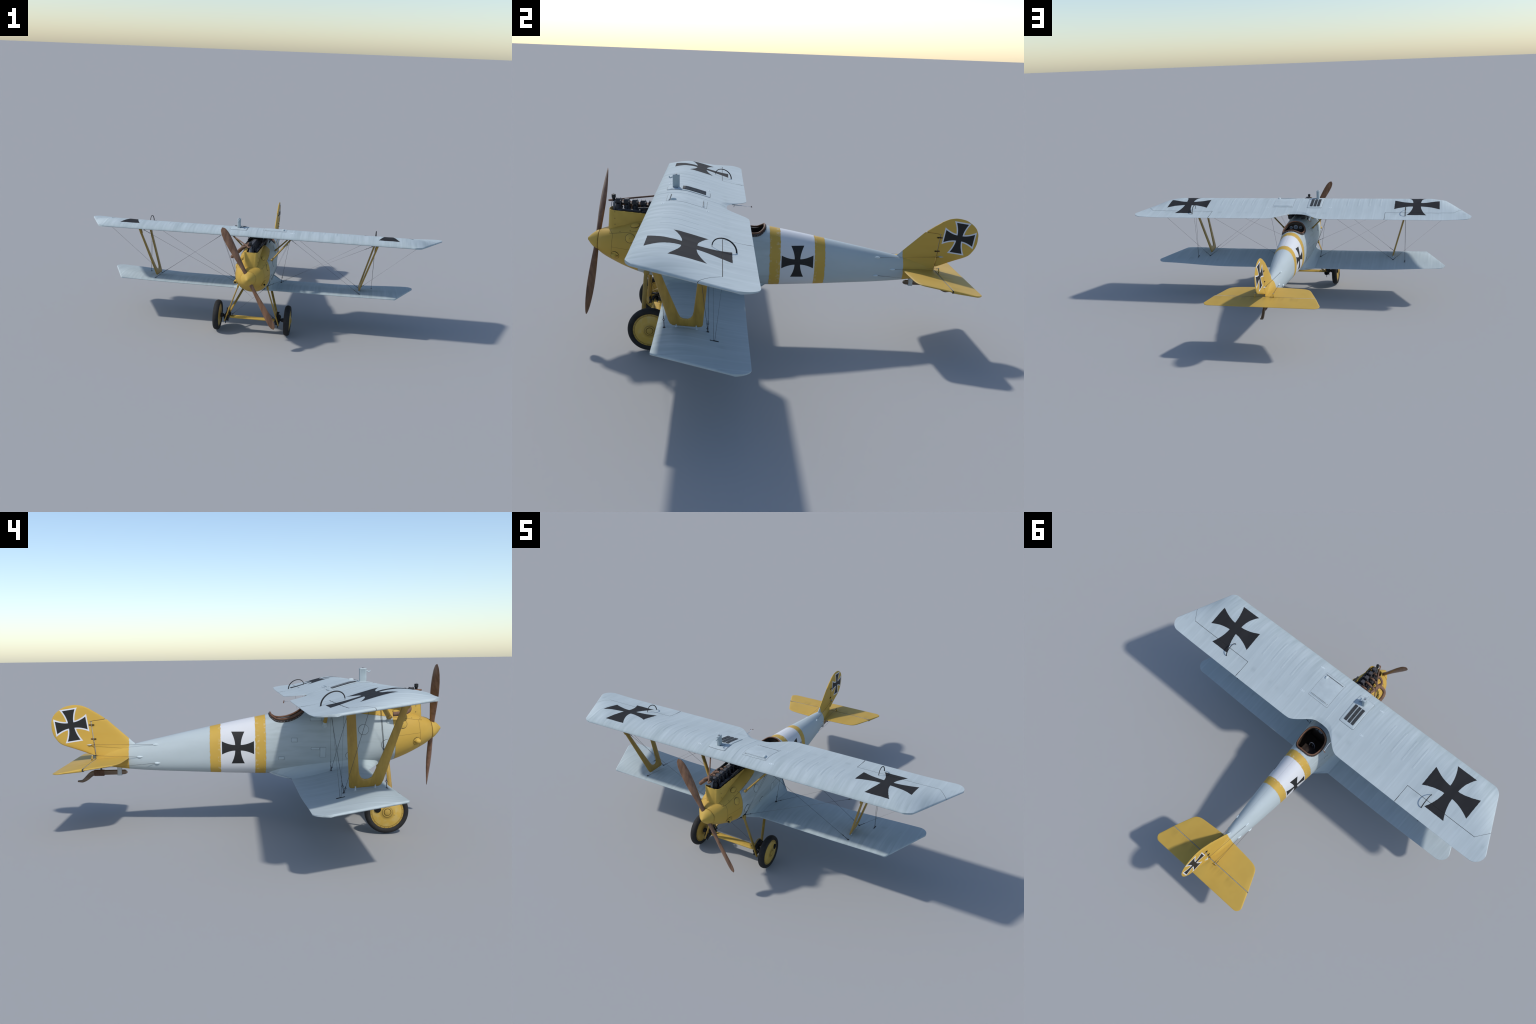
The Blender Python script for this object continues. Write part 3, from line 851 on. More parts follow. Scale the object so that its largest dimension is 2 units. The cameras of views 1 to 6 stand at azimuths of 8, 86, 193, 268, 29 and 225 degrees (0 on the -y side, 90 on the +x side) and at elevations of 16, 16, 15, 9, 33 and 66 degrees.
# fittings above the cabane struts
for sg in (1, -1):
    for y in (-.4635, -.3055):
        wing_patch(UW, "strut_fitting", sg*.1912-.0115, sg*.1912+.0115, y-.0045, y+.0045, .0007, M['lgrey'], uw, 4, 3)
        g = Geo()
        for dx in (-.006, .006):
            x = sg*.1912 + dx; g.add(lathe([(0, .0013), (.0012, .0012)], (x, y, UW.top(x, y)), (0, 0, 1), 8))
        g.make("fitting_bolt", M['dsteel'], uw)
    # rib reinforcing tapes
    for i in range(4):
        x = sg*(.2925 + .065*i)
        wing_patch(UW, "rib_tape", x-.0065, x+.0065, -.452, -.325, .0006, M['wing_up'], uw, 6, 24, True)
wing_patch(UW, "centre_joint", -.0028, .0028, -.50, -.242, .0006, M['wing_up'], uw, 2, 30)
# radiator: rounded frame, three dark grilles with pale wires, plain sheet in front
def frame_patch(name, cx, cy, hx, hy, r, h, mat, n=9, inset=.0012):
    """plate with rounded corners lying on the upper wing"""
    def ring(k, dz):
        return [V((p.x, p.y, UW.top(p.x, p.y) + dz)) for p in dense(rrect(cx, cy, hx - k, hy - k, max(r - k, .001), 0, n))]
    def dense(pl):
        out = []
        for a, b in zip(pl, pl[1:] + pl[:1]):
            m = max(1, int((b-a).length/.012))
            out += [a + (b-a)*q/m for q in range(m)]
        return out
    lo, a = ring(0, -.003), ring(0, h*.6)
    rs = [lo, a]
    L = len(a)
    def tocentre(f, dz):
        src = rrect(cx, cy, hx - inset, hy - inset, max(r - inset, .001), 0, n)
        out = []
        for p in dense(src):
            x, y = cx + (p.x-cx)*f, cy + (p.y-cy)*f
            out.append(V((x, y, UW.top(x, y) + dz)))
        return out
    rr = [tocentre(f, h) for f in (1, .8, .6, .4, .2, .02)]
    m = min(len(lo), *(len(q) for q in rr))
    if any(len(q) != m for q in [lo, a] + rr):
        def res(q): return [q[int(i*len(q)/m)] for i in range(m)]
        rs = [res(lo), res(a)]; rr = [res(q) for q in rr]
    return make(name, *rings(rs + rr), mat, uw, 35)
def rrect(cx, cy, hx, hy, r, z, n=6):
    out = []
    for sx, sy, a0 in ((1, 1, 0), (-1, 1, 90), (-1, -1, 180), (1, -1, 270)):
        for k in range(n+1):
            a = math.radians(a0 + 90*k/n); out.append(V((cx + sx*(hx-r) + r*math.cos(a), cy + sy*(hy-r) + r*math.sin(a), z)))
    return out
frame_patch("radiator_gap", -.0983, -.3843, .0450, .0840, .0075, .0004, M['gap'])
frame_patch("radiator", -.0983, -.3843, .0440, .0830, .0070, .0022, M['grey'])
wing_patch(UW, "radiator_sheet", -.1315, -.0665, -.4565, -.4150, .0027, M['grey'], uw, 4, 6)
for a, b in ((-.0700, -.0862), (-.0921, -.1075), (-.1130, -.1283)):
    wing_patch(UW, "radiator_core", a, b, -.4080, -.3175, .0046, M['hole'], uw, 2, 16)
    G = Geo()
    n = 20
    for k in range(n+1):
        y = -.4075 + .0895*k/n
        G.add(box(((a+b)/2, y, UW.top((a+b)/2, y) + .0046), (abs(a-b), .0008, .0010)))
    for k in range(6):
        x = a + (b-a)*k/5
        ys = [-.4075 + .0895*j/10 for j in range(11)]
        G.add(tube([(x, y, UW.top(x, y) + .0047) for y in ys], .00042, 5))
    s_ = G.make("radiator_bar", M['mesh'], uw); s_["kind"] = "stuff"
# expansion tank tower with an overflow elbow
def rrect(cx, cy, hx, hy, r, z, n=6):
    out = []
    for sx, sy, a0 in ((1, 1, 0), (-1, 1, 90), (-1, -1, 180), (1, -1, 270)):
        for k in range(n+1):
            a = math.radians(a0 + 90*k/n); out.append(V((cx + sx*(hx-r) + r*math.cos(a), cy + sy*(hy-r) + r*math.sin(a), z)))
    return out
T = (-.1015, -.4345)
M['tank'] = simple('shade_darkened_tank_grey', (.36, .42, .44), .5, .08, 30)  # wing grey lowered to bring the tower's shaded side into the colour
tower = make("header_tank", *rings([rrect(*T, .0082, .0135, .005, .545), rrect(*T, .0082, .0135, .005, .6075), rrect(T[0], T[1], .0086, .0140, .005, .6080), rrect(T[0], T[1], .0086, .0140, .005, .6105), rrect(*T, .0070, .0122, .004, .6125)]), M['tank'], uw, 40)
g = Geo(); g.add(tube(curve_pts([(-.1015, -.4455, .6035), (-.1015, -.4535, .6000), (-.1015, -.4575, .5985), (-.1015, -.4605, .6005), (-.1015, -.4620, .6045)], 14), .0024, 10))
g.make("overflow_pipe", M['grey'], uw)
g = Geo(); g.add(lathe([(0, .0040), (.0015, .0042), (.0022, .003)], (-.1015, -.4345, .6123), (0, 0, 1), 16))
g.add(cyl((-.1015, -.441, .6127), (-.1015, -.441, .6145), .0008, 6))
g.make("filler_cap", M['dsteel'], uw)
g = Geo(); g.add(tube([(-.0935, -.4465, UW.top(-.0935, -.4465) + .004), (-.073, -.4465 + .02, .566)], .0010, 6)); g.make("drain_tube", M['wire'], uw)
# tank hatch with vents and a filler bump
wing_patch(UW, "hatch_gap", .0330, .1565, -.4555, -.3095, .0004, M['gap'], uw)
hatch = wing_patch(UW, "tank_hatch", .0338, .1557, -.4547, -.3103, .0010, M['grey'], uw)
for y, s_ in ((-.4455, 1), (-.3205, -1)):
    g = Geo()
    ptsa = [V((.0405 + .108*k/8, y, 0)) for k in range(9)]
    for p in ptsa: p.z = UW.top(p.x, y) + .0014
    g.add(tube(ptsa, .0021, 8), 0)
    g.add(tube([p + V((0, .0030*s_, -.0001)) for p in ptsa], .0013, 6), 1)
    g.make("vent_lip", [M['grey'], M['gap']], uw)
p = V((.1385, -.4315, UW.top(.1385, -.4315)))
rs = []
for k in range(9):
    a = math.pi/2*k/8; hh, kk = math.sin(a)*.0090, math.cos(a)**.7
    rs.append([p + V((math.cos(t)*.0080*max(kk, .02), math.sin(t)*.0085*max(kk, .02)*(1.6 if math.sin(t) > 0 else 1.15), hh - .001)) for t in [2*math.pi*i/28 for i in range(28)]])
make("fuel_filler", *rings(rs), M['grey'], uw, 60)

# wing root fairings blending the lower wing into the body
def body_side(y, z, sg): return V((sg*body_x(y, z), y, z))
for sg in (1, -1):
    rs = []
    n = 40
    for i in range(n+1):
        u = i/n
        yo = LW.le + .0005 + (LW.te - LW.le - .001)*u
        zt, zb = LW.zs(.116, yo)
        yi = -.503 + (.425)*u
        hz = lin([(-.503, .2575), (-.49, .2615), (-.43, .268), (-.38, .267), (-.318, .261), (-.22, .250), (-.12, .2325), (-.078, .2165)], yi)
        pi_ = body_side(yi, hz, sg); po = V((sg*.116, yo, zt + .0004)); pb = V((sg*.116, yo, zb - .0004))
        # direct inner bottom on the belly
        zbelly = interp(ZB, yi) + .008
        pbi = V((sg*max(.01, body_x(yi, zbelly) - .004), shear(yi, zbelly), zbelly))
        top = []
        ctrl = V((sg*(abs(pi_.x)*.9 + .116*.1), yi*.75 + yo*.25, zt*.93 + hz*.07))
        inn = pi_ - V((sg*.004, 0, 0))
        for k in range(11):
            t = k/10
            top.append(inn*(1-t)**2 + ctrl*2*t*(1-t) + po*t*t)
        bot = [pb*(1-t) + pbi*t + V((0, (yi-yo)*t*(1-t)*0, 0)) for t in [k/5 for k in range(6)]]
        rs.append(top + bot)
    make("wing_root_fairing", *rings(rs), M['wing_low'], lw, 45)

# --------------------------------------------------------------------- struts
# U-shaped interplane struts: a flat outline in a leaning plane, rounded in section
def interplane(sg):
    outer = [(-.4862, .528), (-.4525, .3976), (-.4190, .2660), (-.4128, .2525), (-.4050, .2470), (-.360, .2432), (-.3200, .2400), (-.3135, .2415), (-.3100, .2480), (-.2985, .380), (-.2890, .4900), (-.2880, .516)]
    inner = [(-.3170, .514), (-.3187, .4807), (-.3276, .3996), (-.3388, .2990), (-.3420, .2850), (-.3480, .2755), (-.3570, .2715), (-.3700, .2722), (-.3805, .2785), (-.3885, .2960), (-.4245, .3980), (-.4560, .4950), (-.4630, .524)]
    # walk round both legs as a ribbon of stations (outer point, inner point)
    def at(pl, s):
        L = [0]
        for a, b in zip(pl, pl[1:]): L.append(L[-1] + math.hypot(b[0]-a[0], b[1]-a[1]))
        s *= L[-1]
        for i in range(len(pl)-1):
            if s <= L[i+1] + 1e-9:
                t = (s - L[i])/max(1e-9, L[i+1]-L[i]); return (pl[i][0] + (pl[i+1][0]-pl[i][0])*t, pl[i][1] + (pl[i+1][1]-pl[i][1])*t)
        return pl[-1]
    # matching keys: leg, corner, foot, corner, leg
    seg_o = [outer[0:3], outer[2:5], outer[4:7], outer[6:9], outer[8:12]]
    inn = inner[::-1]
    seg_i = [inn[0:4], inn[3:5], inn[4:7], inn[6:10], inn[9:13]]
    rs = []
    def P(q, off):
        y, z = q; x = .563 + (z - .2475)*.285
        nrm = V((1, 0, -.285)).normalized()
        return V((sg*(x + nrm.x*off), y, z + nrm.z*off))
    T_ = .0044
    for so, si in zip(seg_o, seg_i):
        m = 10
        for k in range(m if so is not seg_o[-1] else m+1):
            a, b = at(so, k/m), at(si, k/m)
            sec_ = []
            for j in range(16):
                th = 2*math.pi*j/16; c = .5 - .5*math.cos(th)
                q = (a[0]*(1-c) + b[0]*c, a[1]*(1-c) + b[1]*c)
                sec_.append(P(q, T_*math.copysign(abs(math.sin(th))**.75, math.sin(th))))
            rs.append(sec_)
    ob = make("interplane_strut", *rings(rs), M['ystrut'], root, 60)
    g = Geo()
    for y in (-.3305, -.3935):
        z = LW.top(.563, y); x = .563 + .001
        g.add(lathe([(-.001, .0042), (.001, .0042), (.0022, .003), (.0045, .0024), (.014, .0022)], (sg*x, y, z), (sg*.2, 0, 1), 14))
    g.make("strut_foot", M['steel'], ob)
    # metal sleeves at the top
    g = Geo()
    g.add(strut((sg*.6318, -.4680, .498), (sg*.6385, -.4755, .528), .031, .0125))
    g.make("strut_sleeve", M['ystrut'], ob)
    return ob
for sg in (1, -1): interplane(sg)
# cabane struts between body and upper wing
for sg in (1, -1):
    for (a, b, ch, th) in (((.0925, -.5405, .4225), (.190, -.4633, .531), .020, .0085), ((.0870, -.2945, .4105), (.190, -.3056, .517), .014, .0075)):
        a = V((a[0]*sg, a[1], a[2])); b = V((b[0]*sg, b[1], b[2]))
        cb = make("cabane_strut", *strut(a, b, ch, th, (0, 1, 0), 20, .8), M['ystrut'], root, 60)
        d = (b-a).normalized()
        g = Geo()
        g.add(strut(a - d*.002, a + d*.012, ch*1.08, th*1.35, (0, 1, 0), 16, .7))
        g.make("strut_socket", M['ystrut'], cb)
        y, z = a.y + .001, a.z - .013
        p = V((sg*body_x(y, z), y, z)); nn = body_n(y, z, sg)
        g = Geo(); g.add(lathe([(-.003, .0095), (.0012, .0095), (.0018, .0085)], p, nn, 20), 0)
        g.add(lathe([(-.003, .0075), (.0032, .0075)], p + V((0, 0, .008)), nn, 16), 0)
        for dy in (-.0042, .0042): g.add(stud(p + V((0, dy, -.003)) + nn*.0016, nn, .0012), 1)
        g.make("strut_bracket", [M['grey'], M['brown']], cb)

# -------------------------------------------------------------- rigging wires
RIG = bpy.data.objects.new("rigging", None); scene.collection.objects.link(RIG); RIG.parent = root
def wire(a, b, r=.0006, buckle=None, par=None, name="rigging_wire"):
    a, b = V(a), V(b); g = Geo(); g.add(tube([a, b], r, 6))
    d = (b-a).normalized()
    for e, dd in ((a, d), (b, -d)):
        if buckle in ('both', 'a' if e is a else 'b'):
            g.add(tube([e, e + dd*.004, e + dd*.005, e + dd*.022, e + dd*.023], [.0019, .0019, .0013, .0013, .0008], 8))
            _, s1, s2 = frame(d)
            c = e + dd*.030
            g.add(tube([c + (dd*math.cos(t) + s1*math.sin(t))*.0032 for t in [2*math.pi*k/10 for k in range(11)]], .0008, 5))
            g.add(tube([e + dd*.022, e + dd*.027], .0011, 6)); g.add(tube([e + dd*.033, e + dd*.044], [.0014, .0009], 6))
            g.add(lathe([(-.001, .0045), (.001, .0045)], e, (0, 0, 1), 10))
    ob = g.make(name, M['wire'], par or RIG)
    return ob
def mir(p, sg): return (p[0]*sg, p[1], p[2])
for sg in (1, -1):
    W = lambda a, b, **k: wire(mir(a, sg), mir(b, sg), **k)
    lf, lr = (.5662, -.431, LW.top(.566, -.431)), (.5645, -.294, LW.top(.5645, -.294))
    W(lf, (.185, -.484, .529), buckle='both'); W(lr, (.170, -.295, .514), buckle='both')
    W((.0790, -.526, .2755), (.612, -.490, .5245), buckle='both'); W((.130, -.312, LW.top(.13, -.312) + .004), (.612, -.306, .511), buckle='a')
    W(lr, (.900, -.310, .518), buckle='a');
    W((.0790, -.526, .2755), (.180, -.482, .527), buckle='both'); W((.0800, -.524, .2755), (.186, -.478, .527))
    W((.130, -.312, LW.top(.13, -.312) + .004), (.172, -.303, .515), buckle='both')
    # aileron cables leaving the lower wing through a slotted plate
    zs = LW.top(.634, -.273)
    W((.634, -.2745, zs), (.636, -.2815, .5125), r=.0006, name="aileron_cable"); W((.634, -.2715, zs), (.636, -.2420, .510), r=.0006, name="aileron_cable")
    g = Geo(); g.add(tube([mir((.634, -.2865, LW.top(.634, -.2865) + .0004), sg), mir((.634, -.273, zs + .0006), sg), mir((.634, -.2595, LW.top(.634, -.2595) + .0004), sg)], .0021, 8)); g.make("cable_slot", M['black'], RIG)

# -------------------------------------------------------------- undercarriage
UC = bpy.data.objects.new("undercarriage", None); scene.collection.objects.link(UC); UC.parent = root
WX, WY, WZ, WR = .192, -.512, .0825, .0825
for sg in (1, -1):
    wl = bpy.data.objects.new("wheel", None); scene.collection.objects.link(wl); wl.parent = root
    # tyre: lathe of an oval
    rt = .0118
    prof = []
    for k in range(25):
        a = 2*math.pi*k/24
        prof.append((math.sin(a)*.0158, WR - .0118 + .0118*math.cos(a)))
    make("tyre", *lathe([(t, r) for t, r in prof], (sg*WX, WY, WZ), (sg, 0, 0), 72, (False, False)), M['tyre'], wl, 60)
    # cone covers
    g = Geo()
    out = [(.0095, .0635), (.0108, .0628), (.0112, .0560), (.0118, .0545), (.0155, .030), (.0185, .0195), (.0195, .0185), (.0200, .0165), (.0200, .0138), (.0178, .0132), (.0178, .0118), (.0212, .0115), (.0225, .0095), (.0226, .0003)]
    g.add(lathe(out, (sg*WX, WY, WZ), (sg, 0, 0), 56, (False, True)))
    inn = [(-.0095, .0635), (-.0108, .0628), (-.0115, .055), (-.0165, .022), (-.018, .014), (-.0182, .0005)]
    g.add(lathe(inn, (sg*WX, WY, WZ), (sg, 0, 0), 56, (False, True)))
    g.make("rim", M['wheel'], wl, 35)
    make("wheel_hub", *lathe([(-.034, .009), (-.030, .0105), (-.017, .0115)], (sg*WX, WY, WZ), (sg, 0, 0), 24), M['black'], wl)
    g = Geo()
    for k in range(24):
        a = 2*math.pi*(k+.5)/24
        for s2 in (1, -1): g.add(lathe([(0, .0012), (.0008, .0011)], (sg*(WX + s2*.0108), WY + math.cos(a)*.0595, WZ + math.sin(a)*.0595), (sg*s2, 0, 0), 8))
    s = g.make("rim_rivet", M['screw'], wl); s["kind"] = "stuff"
    g = Geo(); g.add(lathe([(.008, .0128), (.0172, .0128), (.0174, .0122)], (sg*WX, WY + .036, WZ + .0115), (sg*1, .0, .0), 24))
    g.make("valve_opening", M['hole'], wl)
    g = Geo(); g.add(lathe([(0, .0032), (.0175, .0032), (.0178, .0026)], (sg*WX, WY - .0265, WZ - .0085), (sg, 0, 0), 14)); g.make("valve_cover", M['yellow'], wl)
    # struts
    st = make("undercarriage_strut", *strut(mir((.0795, -.5365, .266), sg), mir((.1480, -.5450, .0620), sg), (.0165), .0068, (0, 1, 0), 20, .85), M['ystrut'], UC, 60)
    make("undercarriage_strut", *strut(mir((.0670, -.293, .209), sg), mir((.1375, -.486, .0810), sg), .0135, .0065, (0, 1, .6), 20, .85), M['ystrut'], UC, 60)
    g = Geo(); g.add(lathe([(-.004, .011), (.004, .011), (.006, .008)], mir((.079, -.5345, .266), sg), (sg, 0, .2), 16)); g.make("strut_lug", M['ystrut'], UC)
    # shock absorber: wrapped cord, arch between the struts
    g = Geo()
    for k in range(7):
        yy = -.541 + .012*k
        g.add(tube([V((sg*(.1385 + .012*math.cos(t)), yy + .003*math.sin(2*t), .0815 + .013*math.sin(t))) for t in [2*math.pi*j/14 for j in range(15)]], .0034, 7))
    for k in range(4):
        dx = .004*k
        g.add(tube(curve_pts([(sg*(.130+dx), -.548, .066), (sg*(.129+dx), -.515, .108), (sg*(.132+dx), -.487, .118)], 8), .0022, 6))
        g.add(tube(curve_pts([(sg*(.130+dx), -.475, .074), (sg*(.129+dx), -.505, .105), (sg*(.125+dx), -.536, .112)], 8), .0022, 6))
    g.add(cyl((sg*.143, -.536, .060), (sg*.143, -.536, .046), .0024, 8)); g.add(cyl((sg*.135, -.495, .066), (sg*.135, -.495, .044), .0016, 8))
    g.make("shock_cord", M['black'], UC)
    g = Geo()
    arch = [V((sg*.131, -.508 - .034*math.cos(a), .098 + .030*math.sin(a))) for a in [math.pi*k/16 for k in range(17)]]
    g.add(tube(arch, .0030, 8)); g.make("strut_arch", M['ystrut'], UC)
    # root plates of the front strut
    wire(mir((.0650, -.541, .2635), sg), mir((-.1118, -.4975, .088), sg), r=.0006, buckle='both', par=UC, name="bracing_wire")
g = Geo(); g.add(cyl((-.172, WY, WZ), (.172, WY, WZ), .0062, 16)); g.make("axle", M['black'], UC)
rs = []
for i in range(25):
    x = -.1300 + .26*i/24
    k = math.sqrt(max(0, 1 - (abs(x)/.1305)**14))*.25 + .75
    r = []
    for j in range(28):
        a = 2*math.pi*j/28; c = math.cos(a); s_ = math.sin(a)
        r.append(V((x, -.5100 + c*.0190*k, .0795 + .0062*s_*(1 - .3*c)*k)))
    rs.append(r)
make("axle_fairing", *rings(rs), M['yellow'], UC, 50)

# ---------------------------------------------------------------- tail group
def lens_solid(stn, thick, axis, rnd=.5):
    """stn: [(station, edge a, edge b, half thickness)], builds a thin lens section across each station.
    axis 'z' -> surface in the y-z plane (fin), axis 'x' -> horizontal surface"""
    rs = []
    for s_, a, b, h in stn:
        r = []
        m = 14
        us = [.5*(1 - math.cos(math.pi*i/m)) for i in range(m+1)]
        for sd in (1, -1):
            for u in (us if sd == 1 else us[-2:0:-1]):
                r.append((s_, a + (b-a)*u, sd*h(u)))
        rs.append(r)
    return rs
def edgeprof(T, ra=.06, rb=.06, flat_b=0.0):
    """half thickness across u: rounded at both ends"""
    def h(u):
        ka = math.sqrt(max(0, 1 - (1 - min(1, u/ra))**2)); kb = math.sqrt(max(0, 1 - (1 - min(1, (1-u)/rb))**2))
        return T*max(ka*max(kb, flat_b), .02)
    return h

# rudder outline (scanned upwards)
hinge = lambda z: .5938 + (z - .2866)*(.6072 - .5938)/(.4194 - .2866)
REAR = [(.2880, .602), (.2905, .6130), (.2985, .6345), (.3065, .6571), (.3160, .6850), (.3262, .7155), (.334, .7299), (.3467, .7416), (.3668, .7540), (.3918, .7600), (.4142, .7605), (.4364, .7539), (.4511, .7433), (.4656, .7253), (.4755, .7080), (.4802, .6920), (.4826, .6780), (.4834, .6700)]
FRONT = [(.4203, .6020), (.4278, .5478), (.4375, .5625), (.4500, .5815), (.4600, .5980), (.4689, .6123), (.4755, .6270), (.4802, .6400), (.4825, .6530), (.4834, .6640)]
stn = []
for i in range(61):
    z = .2880 + (.4834 - .2880)*(1 - (1 - i/60)**1.35)
    b = interp(REAR, z)
    a = hinge(z) + .0012 if z < .4203 else lin(FRONT, z)
    if stn and stn[-1][0] < .4203 <= z:
        for zz in (.42025, .4203):
            stn.append((zz, hinge(zz) + .0012 if zz < .4203 else FRONT[0][1], interp(REAR, zz), None))
    stn.append((z, a, b, None))
def Tr(z): return .0062 - .0030*(z - .288)/.196
stn2 = []
for z, a, b, _ in stn:
    t = Tr(z) * min(1, math.sqrt(max(.02, (.4836 - z)/.012)))
    stn2.append((z, a, b, edgeprof(t, min(.5, .006/max(.001, b-a)), .55 if b-a > .02 else .5)))
rs = lens_solid(stn2, 0, 'z')
rud = make("rudder", *rings([[V((h, y, z)) for z, y, h in r] for r in rs]), M['tail'], root, 40)
# fin
FLE = [(.268, .50), (.300, .455), (.325, .436), (.3324, .4405), (.3380, .4485), (.3440, .4550), (.3498, .4610), (.4271, .5465)]
stn2 = []
for i in range(46):
    z = .268 + (.4262 - .268)*i/45
    a = lin(FLE, z) if z > .325 else .432 + (.325 - z)*.3; b = min(hinge(z) - .0008, .6060 - (z - .4190)*7.6 if z > .4190 else 9); b = max(b, a + .001)
    def h(u, z=z, a=a, b=b):
        T = .0066 - .003*(z - .268)/.15
        base = .010*max(0, 1 - (z - .268)/.075)**2 * math.sin(math.pi*min(1, u*1.0))**.7
        d = u*(b-a)
        return (T + base)*math.sqrt(max(.01, min(1, d/.03)*(2 - min(1, d/.03))))*(.55 + .45*min(1, (b-a)*(1-u)/.09)**.5) + .0003
    stn2.append((z, a, b, h))
rs = lens_solid(stn2, 0, 'z')
fin = make("fin", *rings([[V((h_, y, z)) for z, y, h_ in r] for r in rs]), M['tail'], root, 45)
# hinges, panel seam, rudder horns
g = Geo()
for z in (.4055, .3505):
    y = hinge(z)
    for sg in (1, -1):
        g.add(cbox((sg*.0042, y + .0055, z), (.003, .0085, .0055), .0008), 1)
        g.add(tube([(sg*.0048, y - .0012, z), (sg*.0052, y - .006, z), (sg*.0052, y - .012, z)], [.0026, .0028, .0012], 10), 0)
g.make("rudder_hinge", [M['hole'], M['brown']], fin)
g = Geo()
g.add(tube([(0, hinge(z) + .0001, z) for z in (.290, .34, .4185)], .0011, 6)); g.add(tube([(0, hinge(.4195), .4192), (0, .5500, .4266)], .0010, 6))
g.make("hinge_rod", M['steel'], fin)
for sg in (1, -1):
    g = Geo(); g.add(tube([(sg*.0045, .6040, .328), (sg*.0075, .610, .3282), (sg*.0085, .615, .3278), (sg*.0045, .627, .3272)], [.0015, .0040, .0042, .0010], 12, (True, True), .6))
    g.make("rudder_horn", M['steel'], rud)
g = Geo(); g.add(tube([(0, .5945, .287), (0, .589, .271)], [.0028, .0042], 10)); g.make("rudder_post_foot", M['dsteel'], fin)

# tailplane and elevator
def tp_le(ax): return lin([(0, .459), (.04, .4610), (.10, .4650), (.160, .4700), (.179, .4730), (.194, .4780), (.206, .4865), (.2145, .4990), (.221, .5130), (.2560, .5925)], ax)
def tp_out(ax, te): return te
stn = []
for x in [.2549*math.sin(math.pi/2*k/30) for k in range(-30, 31)]:
    ax = abs(x); a = tp_le(ax); b = .5917
    T = .0078*(1 - .45*ax/.255)
    e = max(0, .2555 - ax)
    def h(u, a=a, b=b, T=T, ax=ax):
        d = u*(b-a)
        return max(.0004, (.0022 + T*.62*min(1, d/.06)**.7)*math.sqrt(max(.01, min(1, d/.006)*(2-min(1, d/.006)))))
    stn.append((x, a, b, h))
rs = lens_solid(stn, 0, 'x')
def tz(y): return .2772 - (y - .462)*.0915
tp = make("tailplane", *rings([[V((x, y, tz(y) + hh)) for x, y, hh in r] for r in rs]), M['yfab'], root, 45)
EO = rounded_corner((.2560, .5945), (.2975, .6995), (.1, .6995), .027)
kx = max(range(len(EO)), key=lambda i: EO[i][0])
ef = [(.2560, .5948)] + EO[:kx+1]; er = sorted(EO[kx:])
stn = []
for k in range(-60, 61):
    x = .2878*math.sin(math.pi/2*k/60) * (EO[kx][0]*.9998/.2878); ax = abs(x)
    a = .5955 if ax < .2560 else lin(ef, ax); b = .6995 if ax < er[0][0] else lin(er, ax)
    def h(u, a=a, b=b, ax=ax):
        yy = a + (b-a)*u
        t = .0062*(1 - .3*ax/.29)*max(0, 1 - (yy - .5948)/.1)**.8 + .0016
        tip = min(1, max(0, .2568 + (yy-.5948)*.378 - ax)/.006); ee = min(1, (b-yy)/.004)
        return max(.0004, t*math.sqrt(max(.02, ee*(2-ee)))*math.sqrt(max(.03, tip*(2-tip)))*(.9 if u < .001 else 1))
    stn.append((x, a, b, h))
rs = lens_solid(stn, 0, 'x')
el = make("elevator", *rings([[V((x, y, .2652 - (y - .593)*.090 + hh)) for x, y, hh in r] for r in rs]), M['yfab'], tp, 45)
make("elevator_gap", *box((0, .5937, tz(.5937) - .0003), (.511, .0040, .0105)), M['gap'], tp)
make("elevator_hinge_rod", *tube([(-.2545, .5937, tz(.5937) + .0054), (.2545, .5937, tz(.5937) + .0054)], .0007, 8), M['steel'], tp)
for sg in (1, -1):
    g = Geo(); g.add(tube([(sg*.046, .6025, .262), (sg*.046, .6005, .278), (sg*.046, .599, .2905), (sg*.046, .599, .2925)], [.0040, .0030, .0021, .0016], 10), 0)
    g.add(tube([(sg*.046, .6025, .264), (sg*.046, .6005, .238)], [.0036, .0018], 10), 0)
    g.add(lathe([(0, .0024), (.002, .0024)], (sg*.046, .599, .2905), (0, 0, 1), 10), 1)
    g.make("elevator_horn", [M['yellow'], M['steel']], tp)
    # cable fairings on the rear body and the cables
    def fairing(y, z):
        p = V((sg*body_x(y, z), y, z)); d = body_n(y, z, sg); t = V((0, 1, 0)); t = (t - d*d.y).normalized(); b = d.cross(t)
        rs = []
        for k in range(9):
            u = k/8; w = math.sin(math.pi*min(1, .08 + u*.72))
            rs.append([p + t*(-.0125 + .022*u) + d*(max(0, math.sin(a))*.0060*w - .001) + b*math.cos(a)*.0042*w for a in [2*math.pi*i/14 for i in range(14)]])
        make("cable_fairing", *rings(rs), M['lgrey'], fus, 50)
        return p + d*.0022 + t*.009
    q = fairing(.3564, .3275); wire(q, (sg*.0085, .613, .328), r=.0006, par=RIG, name="control_cable")
    wire(V((sg*.0135, .596, .328)), V((sg*.0085, .612, .328)), r=.0014, par=RIG, name="turnbuckle")
    q = fairing(.4190, .2808); wire(q, (sg*.046, .599, .2905), r=.0006, par=RIG, name="control_cable")
    wire(V((sg*.0462, .578, .2895)), V((sg*.046, .594, .2903)), r=.0014, par=RIG, name="turnbuckle")
    q = fairing(.3513, .2565); wire(q, (sg*.046, .600, .2385), r=.0006, par=RIG, name="control_cable")

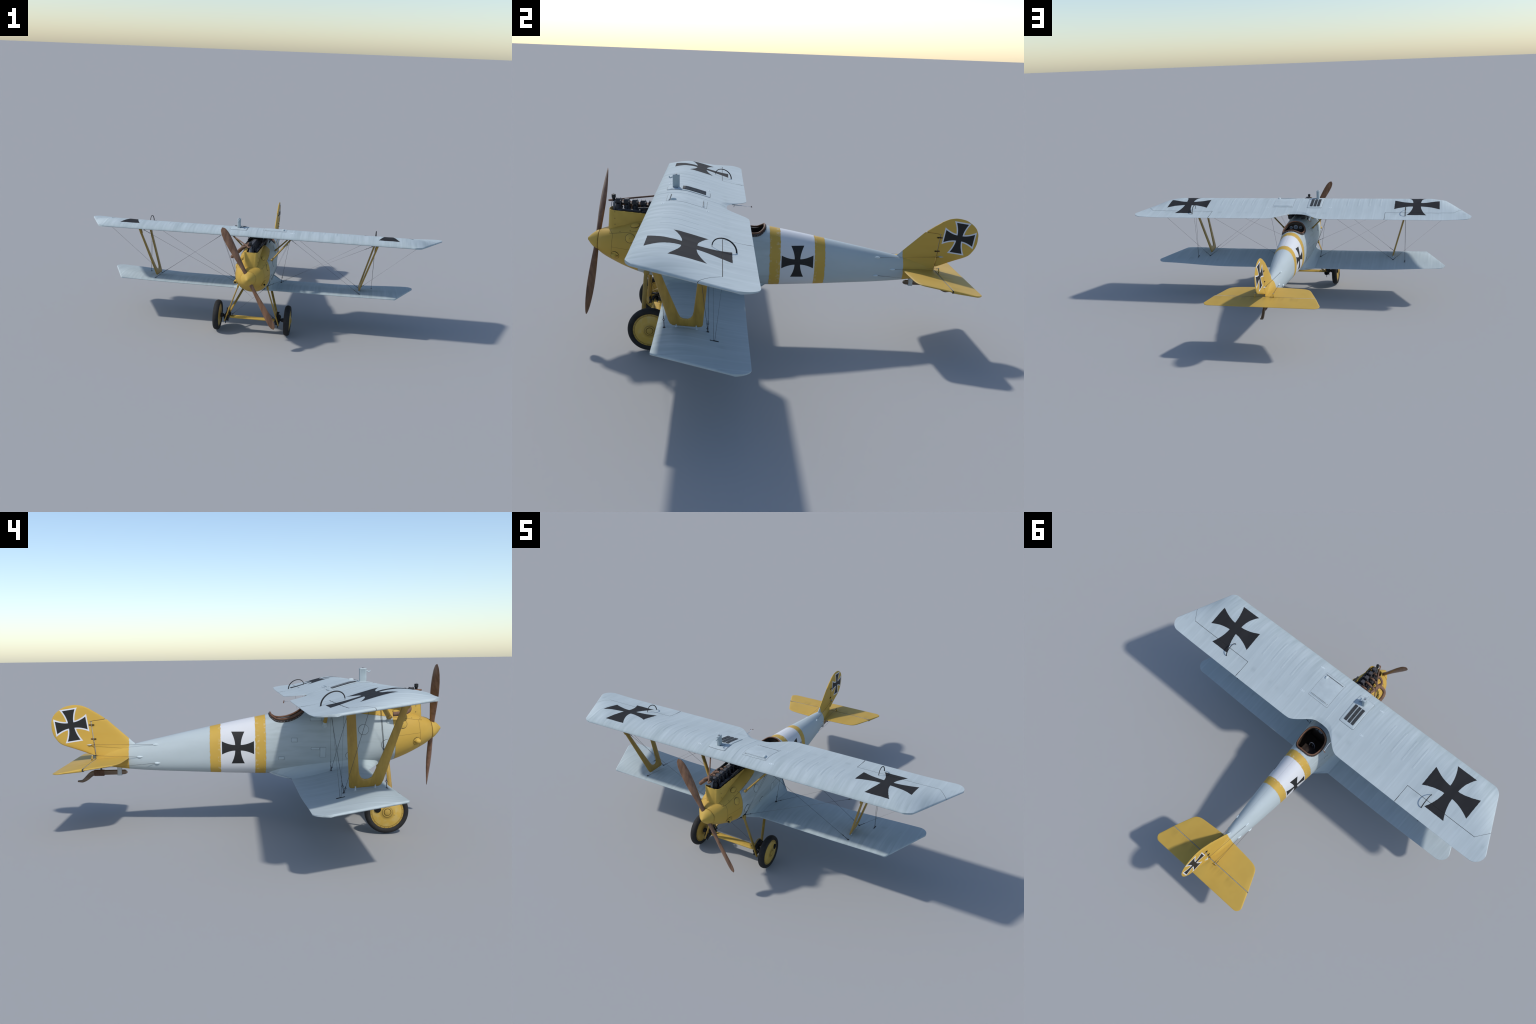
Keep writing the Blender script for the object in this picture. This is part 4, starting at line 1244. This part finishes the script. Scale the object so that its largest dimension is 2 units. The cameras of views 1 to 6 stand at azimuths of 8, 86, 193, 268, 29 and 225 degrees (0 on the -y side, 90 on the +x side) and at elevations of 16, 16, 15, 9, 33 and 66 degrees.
# tail skid
ctr = [(.4765, .2225, .0055), (.4800, .2195, .0085), (.490, .2180, .0095), (.54, .2175, .0098), (.585, .2168, .0100), (.604, .2155, .0102), (.617, .2095, .0098), (.629, .1985, .0090), (.641, .1890, .0072), (.653, .1838, .0050), (.668, .1840, .0030)]
rs = []
for k in range(45):
    t = k/44*(len(ctr)-1); i = min(int(t), len(ctr)-2); 
    tab = lambda j: [(n_, c[j]) for n_, c in enumerate(ctr)]
    y, z, h = interp(tab(0), t), interp(tab(1), t), interp(tab(2), t)
    dy, dz = interp(tab(0), min(t+.05, 10)) - interp(tab(0), max(t-.05, 0)), interp(tab(1), min(t+.05, 10)) - interp(tab(1), max(t-.05, 0))
    L = math.hypot(dy, dz) or 1; ny, nz = -dz/L, dy/L
    w = .0062 if y < .62 else .0062 + .0015*(y-.62)/.05
    r = []
    for j in range(16):
        a = 2*math.pi*j/16; c = math.copysign(abs(math.cos(a))**.6, math.cos(a)); s_ = math.copysign(abs(math.sin(a))**.6, math.sin(a))
        r.append(V((c*w, y + ny*s_*h, z + nz*s_*h)))
    rs.append(r)
skid = make("tail_skid", *rings(rs), M['skid'], root, 50)
make("skid_strap", *rings([rrect(0, .5035, .0085, .0092, .005, z) for z in (.2055, .2075, .245)]), M['steel'], skid, 40)
g = Geo(); g.add(cbox((0, .5835, .2160), (.0155, .040, .0235), .0015), 0)
for dy in (-.014, .014):
    for sg in (1, -1): g.add(stud(V((sg*.0078, .5835 + dy, .2145)), (sg, 0, 0)), 1)
g.make("skid_binding", [M['brown'], M['screw']], skid)
make("skid_post", *tube([(0, .575, .226), (0, .578, .256)], .006, 12), M['dsteel'], skid)

# flare handle hanging below the centre section
g = Geo(); g.add(tube([(-.0995, -.139, .4905), (-.094, -.175, .4955), (-.094, -.215, .4985)], .0016, 8), 0)
g.add(tube([(-.1085, -.1355, .4870), (-.0915, -.1385, .4935)], .0019, 8), 1)
g.add(tube([(-.094, -.205, .498), (-.094, -.207, .489)], .0014, 6), 0)
g.make("release_handle", [M['steel'], M['leather']], root)

bpy.context.view_layer.update()
